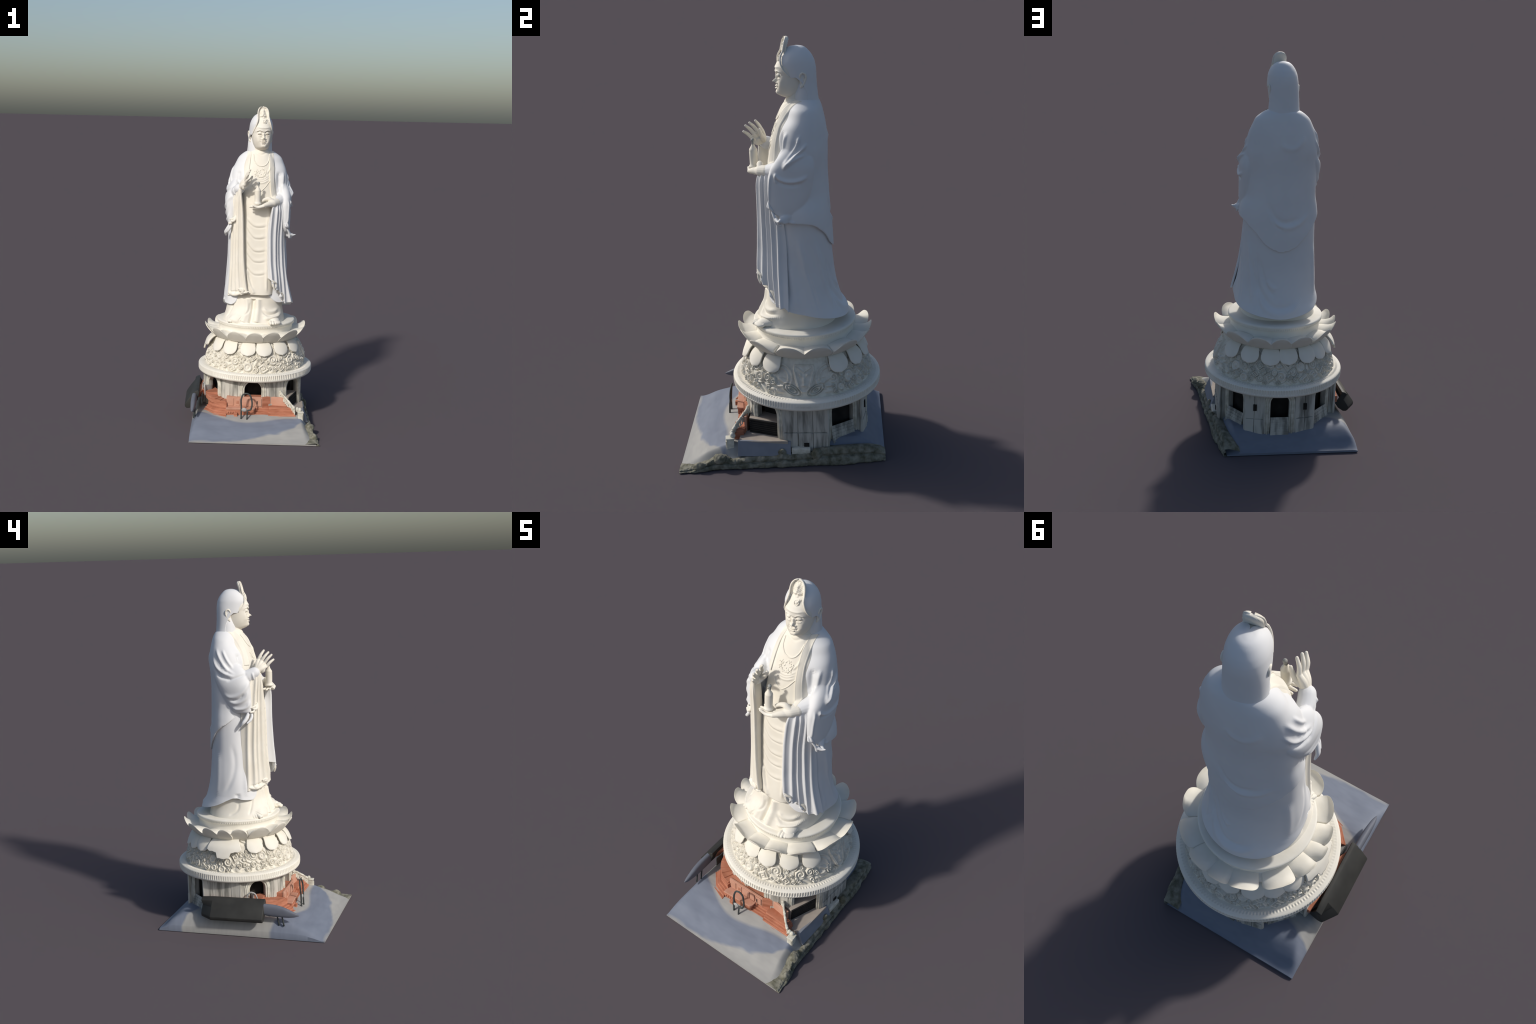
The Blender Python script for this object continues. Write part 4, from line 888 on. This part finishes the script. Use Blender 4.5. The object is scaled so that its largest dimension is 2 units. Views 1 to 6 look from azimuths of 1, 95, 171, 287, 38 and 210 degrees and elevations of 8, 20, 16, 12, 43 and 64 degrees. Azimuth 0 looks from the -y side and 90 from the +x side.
# ================================================================== TEMPLE
def wall_frame(p0, p1, z0, z1, thick, name, mat=WALL, door=None, parent=None):
    """Wall panel between plan points p0 -> p1 (outside on the right hand); door = (centre 0..1, half width, spring z, arched?)."""
    p0, p1 = np.array(p0, float), np.array(p1, float); L = np.linalg.norm(p1 - p0); t = (p1 - p0) / L; n = np.array([t[1], -t[0]])
    if door:
        c, hw, zs = door[0] * L, door[1], door[2]
        arc = [(c + hw * math.cos(a), zs + hw * math.sin(a)) for a in np.linspace(0, math.pi, 25)]
        out = [(0, z0), (0, z1), (L, z1), (L, z0), (c + hw, z0)] + arc + [(c - hw, z0)]
    else: out = [(0, z0), (0, z1), (L, z1), (L, z0)]
    V = [tuple(p0 + t * s) + (z,) for s, z in out] + [tuple(p0 + t * s - n * thick) + (z,) for s, z in out]; k = len(out)
    F = [tuple(range(k)), tuple(range(2 * k - 1, k - 1, -1))] + [((i + 1) % k, i, k + i, k + (i + 1) % k) for i in range(k)]
    ob = mesh_from(name, V, F, mat, False); fix_normals(ob); return ob

def archivolt(p0, p1, centre, hw, zs, z0, rad, out, name, mat):
    """Moulded arch band standing proud of a wall."""
    p0, p1 = np.array(p0, float), np.array(p1, float); L = np.linalg.norm(p1 - p0); t = (p1 - p0) / L; n = np.array([t[1], -t[0]])
    c = centre * L
    path = [(c + hw, z0), (c + hw, zs)] + [(c + hw * math.cos(a), zs + hw * math.sin(a)) for a in np.linspace(.12, math.pi - .12, 21)] + [(c - hw, zs), (c - hw, z0)]
    pts = [tuple(p0 + t * s + n * out) + (z,) for s, z in path]
    p = np.array(pts); m = len(p); a = np.linspace(0, TAU, 8, endpoint=False)
    tg = np.gradient(p, axis=0); tg /= np.linalg.norm(tg, axis=1)[:, None]; N3 = np.array([n[0], n[1], 0]); b = np.cross(tg, N3)
    P = p[:, None] + rad * (np.cos(a)[None, :, None] * b[:, None] + np.sin(a)[None, :, None] * N3)
    return grid_obj(name, P, mat, True, True, True)

WZ0, WZ1 = .05, .308
cx, cy = C
def oct_pts():
    return dict(f0=(-.172, -.146), f1=(-.076, -.178), f2=(.116, -.178), f3=(.208, -.146), e0=(.318, .006), e1=(.318, .222), b0=(.20, .385), b1=(.105, .405), b2=(-.062, .405), b3=(-.160, .385), w0=(-.300, .238), w1=(-.300, .012), e2=(.285, .215), b4=(.185, .365), b5=(-.148, .365), w2=(-.268, .232))
O = oct_pts()
# solid core painted near-black as the gloom behind the doors
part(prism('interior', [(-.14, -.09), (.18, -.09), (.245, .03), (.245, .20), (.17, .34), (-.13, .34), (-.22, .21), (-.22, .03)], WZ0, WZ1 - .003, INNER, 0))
def temple_wall(a, b, door=None, thick=.030, seams=3):
    w = wall_frame(O[a], O[b], WZ0, WZ1, thick, 'wall', WALL, door); bevel_obj(w, .0015); shade_angle(w, 30); part(w)
    p0, p1 = np.array(O[a]), np.array(O[b]); L = np.linalg.norm(p1 - p0); t = (p1 - p0) / L; n = np.array([t[1], -t[0]])
    if door:
        part(join('door_arch', [archivolt(O[a], O[b], door[0], door[1] + d, door[2], WZ0, rr, oo, 'm', WALL) for d, rr, oo in ((.004, .0055, .001), (.015, .007, .003), (.025, .005, .001))], STONE), w)
    else:
        # shallow blocks: plinth course and upright slabs with open joints
        zp = WZ0 + (WZ1 - WZ0) * .42; xs = np.linspace(0, L, seams + 1)
        blocks = []
        for i in range(seams):
            for z0, z1, o in ((WZ0, zp - .002, .006), (zp + .002, WZ1 - .004, .003)):
                s0, s1 = xs[i] + .0012, xs[i + 1] - .0012; q = [p0 + t * s0, p0 + t * s1]
                V = [tuple(q[0] + n * .0005) + (z0,), tuple(q[1] + n * .0005) + (z0,), tuple(q[1] + n * .0005) + (z1,), tuple(q[0] + n * .0005) + (z1,)]
                V += [tuple(np.array(v[:2]) + n * (o + .0015 * random.random())) + (v[2],) for v in V]
                blocks.append(mesh_from('wall_slab', V, [(0, 1, 2, 3), (4, 7, 6, 5), (0, 4, 5, 1), (1, 5, 6, 2), (2, 6, 7, 3), (3, 7, 4, 0)], None, False))
        for b_ in blocks: b_.data.materials.append(WALL); fix_normals(b_); bevel_obj(b_, .0012); part(b_, w)
    return w
temple_wall('f0', 'f1', seams=2); temple_wall('f2', 'f3', seams=2)
temple_wall('f1', 'f2', (.5, .054, .243))
temple_wall('e0', 'e1', seams=3); temple_wall('w0', 'w1', seams=4)
temple_wall('b0', 'b1', seams=2); temple_wall('b1', 'b2', (.5, .050, .245)); temple_wall('b2', 'b3', seams=2)
temple_wall('w1', 'f0', (.52, .050, .245)); temple_wall('f3', 'e0', (.5, .062, .240)); temple_wall('e2', 'b4', (.5, .062, .240)); temple_wall('b5', 'w2', (.5, .056, .240))
# half columns at the corners
cols = []
for k in O:
    if k[0] != 'f' and k not in ('e2', 'b4', 'b5', 'w2'): cols.append(tube('c', [(O[k][0] * .99, .115 + (O[k][1] - .115) * .99, WZ0), (O[k][0] * .99, .115 + (O[k][1] - .115) * .99, WZ1)], .008, None, 16, 4))
for ob in cols: ob.name = 'corner_column'; ob.data.materials.append(WALL); part(ob)
# window niches on the back blocks and the small east hatch
for nm, px, py, w, z0, z1 in (('window', .150, .402, .018, .205, .240), ('window', -.112, .402, .018, .205, .240)):
    part(box(nm, px - w / 2, px + w / 2, py - .010, py + .0035, z0, z1, INNER, .001))
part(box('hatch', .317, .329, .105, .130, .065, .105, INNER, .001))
# ramps of shallow steps in the openings
def stairs(name, p0, p1, z0, z1, depth, n, mat):
    p0, p1 = np.array(p0, float), np.array(p1, float); t = (p1 - p0) / np.linalg.norm(p1 - p0); nn = np.array([t[1], -t[0]]); o = []
    for i in range(n):
        d = depth * (1 - i / n); za = z0; zb = z0 + (z1 - z0) * (i + 1) / n
        q = [p0, p1, p1 + nn * d, p0 + nn * d]
        o.append(prism('s', [tuple(v) for v in q], za, zb - .0001 * i, None, .001))
    return part(join(name, o, mat))
stairs('step_flight', (.068, .40), (-.028, .40), .05, .165, .022, 9, WALL)
stairs('step_flight', (.272, .235), (.200, .342), .06, .165, .028, 7, WALL)
stairs('step_flight', (-.160, .348), (-.252, .247), .06, .165, .028, 7, WALL)

# ================================================================== RED TERRACE
def terrace():
    # upper floor behind the parapet
    part(prism('terrace_floor', [(-.142, -.196), (-.02, -.199), (.127, -.176), (.127, -.13), (-.142, -.13)], .06, .198, RED))
    part(prism('parapet', [(-.144, -.206), (.080, -.203), (.080, -.193), (-.144, -.196)], .07, .203, PINK))
    part(prism('parapet', [(.080, -.203), (.131, -.178), (.131, -.165), (.080, -.190)], .07, .203, RED))
    # parapet panels and small pierced openings
    for x0, x1 in ((-.137, -.100), (-.088, -.060), (-.052, -.006), (.0, .028), (.034, .074)):
        part(box('parapet_panel', x0, x1, -.2085, -.2045, .146, .194, PINK, .001))
    for x in (-.078, -.070, .048): part(box('slot', x - .0025, x + .0025, -.2100, -.2060, .160, .180, INNER if x > 0 else RED, .0005))
    # right recess with its own panel, floor and projecting stair
    part(prism('parapet', [(.128, -.176), (.235, -.190), (.238, -.178), (.128, -.164)], .07, .200, PINK))
    part(prism('terrace_floor', [(.125, -.225), (.268, -.228), (.262, -.185), (.125, -.170)], .06, .146, RED))
    for i in range(5):
        d = .008 * (5 - i); z = .146 - (.146 - .085) * (5 - i) / 5
        part(prism('step', [(.118 + .001 * i, -.210 - d - .006), (.292 - .004 * i, -.213 - d - .006), (.290 - .004 * i, -.19), (.118, -.19)], .05, z + .0115, RED, .002))
    # steps between bench and stair
    for i in range(5):
        d = .010 * (5 - i); z = .138 - .010 * (5 - i)
        part(prism('step', [(.028, -.200 - d), (.128, -.198 - d), (.128, -.17), (.028, -.17)], .05, z + .008, RED, .002))
    # bench with carved front
    b = part(prism('bench', [(-.142, -.252), (.033, -.243), (.036, -.200), (-.142, -.200)], .070, .137, RED, .003))
    part(prism('bench_seat', [(-.145, -.255), (.036, -.246), (.038, -.205), (-.145, -.203)], .134, .141, PINK, .002), b)
    for x in np.linspace(-.132, -.09, 4): part(ball('rosette', (x, -.2535 + .0515 * (x + .142), .117), (.006, .004, .006), RED, 14, 10), b)
    part(box('bench_block', -.094, -.072, -.268, -.244, .085, .118, RED, .002), b)
    # fan-shaped winding floor on the south-west
    fc = np.array((-.13, -.06))
    for i in range(7):
        a0, a1 = math.radians(182 + i * 13.5), math.radians(182 + (i + 1) * 13.5); R = .155 if i < 6 else .145; z = .196 - .0042 * i
        arc = [tuple(fc + R * np.array((math.cos(a), math.sin(a)))) for a in np.linspace(a0, a1 + .01, 5)]
        part(prism('winding_step', [tuple(fc)] + arc, z - .030, z, RED, .0015))
    part(prism('winding_floor', [(-.318, .235), (-.258, .235), (-.225, .0), (-.16, -.10), (-.27, -.11), (-.300, -.05), (-.335, -.135), (-.345, -.135)], .165, .199, RED))
    part(prism('terrace_core', [(-.262, -.13), (-.215, -.190), (-.142, -.225), (-.13, -.12), (-.2, -.05), (-.25, .0)], .05, .168, RED, 0))
    # lower fan of steps on the left
    for i in range(5):
        d = .012 * (5 - i); z = .150 - .011 * (5 - i)
        part(prism('step', [(-.255 - d * .7, -.135 - d * .5), (-.205 - d * .4, -.190 - d * .85), (-.141, -.214 - d), (-.141, -.17), (-.20, -.11)], .05, z + .004, RED, .002))
terrace()

# ---- pale stone hand rail and end post at the right
rail = [(.188, -.166, .235), (.205, -.182, .218), (.225, -.198, .202), (.245, -.216, .184), (.262, -.230, .168), (.281, -.243, .150)]
rl = tube('r', rail, [.008, .006, .006, .007, .006, .009], None, 12, 60)
bal = [rl] + [tube('r', [(x, y, z), (x + .001, y + .002, z - .042)], .004, None, 8, 8) for x, y, z in catmull(rail, 12)[::1]]
bal += [ball('r', (.196, -.174, .222), (.010, .010, .016))]
h = fuse('handrail', bal, .0022, STONE, 1)
V = coords(h); set_coords(h, V + normals(h) * (.0016 * vnoise(V, 170, 4) + .0012 * vnoise(V, 330, 9))[:, None]); part(h)
g = fuse('guardian_lion', [ball('r', (.298, -.246, .146), (.011, .011, .014)), ball('r', (.314, -.245, .143), (.011, .010, .013)), ball('r', (.306, -.240, .135), (.018, .012, .010))], .002, STONE, 2); part(g)
po = part(box('stone_post', .302, .334, -.272, -.235, .070, .130, STONE, .003, .12))
part(box('post_cap', .299, .337, -.275, -.232, .128, .134, STONE, .002, .12), po)
part(box('post_panel', .306, .330, -.276, -.270, .084, .116, STONE, .001, .12), po)
# ---- slate side tank and landing on the east
part(prism('landing', [(.235, -.205), (.338, -.212), (.336, .028), (.29, .012), (.225, -.11)], .05, .121, DECK))
tk = mesh_from('sloping_slab', [(.337, -.214, .125), (.331, .041, .117), (.356, .041, .050), (.366, -.216, .056), (.320, -.214, .122), (.318, .041, .114), (.330, .041, .045), (.335, -.216, .045)],
               [(0, 1, 2, 3), (7, 6, 5, 4), (0, 4, 5, 1), (1, 5, 6, 2), (2, 6, 7, 3), (3, 7, 4, 0)], CONCRETE, False)
fix_normals(tk); bevel_obj(tk, .002); part(tk)
part(box('ledge', .305, .347, .045, .135, .03, .085, STONE, .004, .02))
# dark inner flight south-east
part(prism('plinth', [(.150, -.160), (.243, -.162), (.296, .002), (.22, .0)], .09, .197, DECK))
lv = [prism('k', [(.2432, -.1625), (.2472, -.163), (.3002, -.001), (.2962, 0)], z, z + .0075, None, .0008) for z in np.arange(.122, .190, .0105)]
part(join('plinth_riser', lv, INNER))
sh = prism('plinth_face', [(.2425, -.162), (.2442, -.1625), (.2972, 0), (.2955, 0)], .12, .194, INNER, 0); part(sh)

# ================================================================== CANOPY, BOAT, GATE
def canopy():
    sec = [(-.318, .205), (-.322, .222), (-.338, .218), (-.353, .207), (-.380, .174), (-.402, .142), (-.411, .126), (-.408, .111), (-.398, .103), (-.38, .104), (-.35, .125), (-.33, .155)]
    n = len(sec); ys = [-.146, -.142, .160, .228]; V, F = [], []
    for k, y in enumerate(ys):
        c = np.mean(sec, axis=0); f = .95 if k in (0, 3) else 1
        V += [(c[0] + (x - c[0]) * f + .02 * (y - .04) * 0, y, c[1] + (z - c[1]) * f) for x, z in sec]
    for k in range(3): F += [(k * n + i, k * n + (i + 1) % n, (k + 1) * n + (i + 1) % n, (k + 1) * n + i) for i in range(n)]
    F += [tuple(range(n)), tuple(range(4 * n - 1, 3 * n - 1, -1))]
    ob = mesh_from('canopy', V, F, CANOPY, False); fix_normals(ob)
    V = coords(ob); V[:, 0] -= .055 * (V[:, 1] + .145); k = V[:, 1] > .2; V[k, 0] += np.where(V[k, 2] < .19, .045, .0); set_coords(ob, V)
    bevel_obj(ob, .004, 3, 20); shade_angle(ob, 25); part(ob)
canopy()
def boat():
    t = np.linspace(0, 1, 40); y = -.140 - .207 * t
    top = pchip([0, .25, .5, .75, .92, 1], [.203, .201, .193, .174, .158, .150], t); bot = pchip([0, .3, .6, .85, 1], [.135, .130, .130, .134, .144], t)
    hw = pchip([0, .4, .7, .9, 1], [.017, .017, .014, .009, .002], t); xc = -.350 + .003 * t
    a = np.linspace(0, TAU, 24, endpoint=False); e = .75
    P = np.stack([xc[:, None] + hw[:, None] * np.sign(np.sin(a)) * np.abs(np.sin(a)) ** e, np.repeat(y[:, None], 24, 1), ((top + bot) / 2)[:, None] - ((top - bot) / 2)[:, None] * np.sign(np.cos(a)) * np.abs(np.cos(a)) ** e], -1)
    b = part(grid_obj('boat', P, BOAT, True, True, True)); fix_normals(b)
    for yy, xx in ((-.245, -.345), (-.215, -.340)): part(tube('prop', [(xx, yy, .140), (xx + .002, yy - .012, .075)], .0045, IRON, 10, 6), b)
boat()
# curved handle and metal screen beside the winding floor
part(tube('handle', [(-.306, -.030, .195), (-.305, -.034, .232), (-.300, -.050, .246), (-.292, -.070, .238), (-.288, -.085, .205), (-.286, -.09, .175)], .0042, STEEL, 10, 40))
part(prism('screen', [(-.292, -.062), (-.252, -.030), (-.248, -.034), (-.288, -.068)], .17, .232, STEEL, .001))
part(box('railing', -.306, -.300, -.135, -.075, .13, .19, IRON, .002))
# ring gate on three legs
gate = [(-.048, -.286, .088), (-.048, -.284, .16), (-.048, -.279, .215), (-.040, -.275, .237), (-.018, -.273, .246), (.004, -.275, .236), (.014, -.279, .212), (.015, -.282, .16), (.010, -.284, .148), (-.010, -.288, .142)]
gt = part(tube('gate', gate, .0050, IRON, 12, 110))
part(tube('gate_leg', [(-.010, -.288, .142), (-.012, -.291, .086)], .0045, IRON, 10, 6), gt)
gp = ball('gate_plate', (-.030, -.287, .146), (.017, .006, .012), STEEL, 20, 14); part(gp, gt)

# ================================================================== ASSEMBLY
root = bpy.data.objects.new('goddess_monument', None); root.empty_display_size = .2; COL.objects.link(root)
root['label'] = 'white stone goddess statue on a lotus above a temple'
root['category'] = 'statue'
for ob, par in PARTS:
    ob.parent = par if par is not None else root
for ob in list(bpy.data.objects):
    if ob.type == 'MESH' and not any(ob is p for p, _ in PARTS): remove(ob)
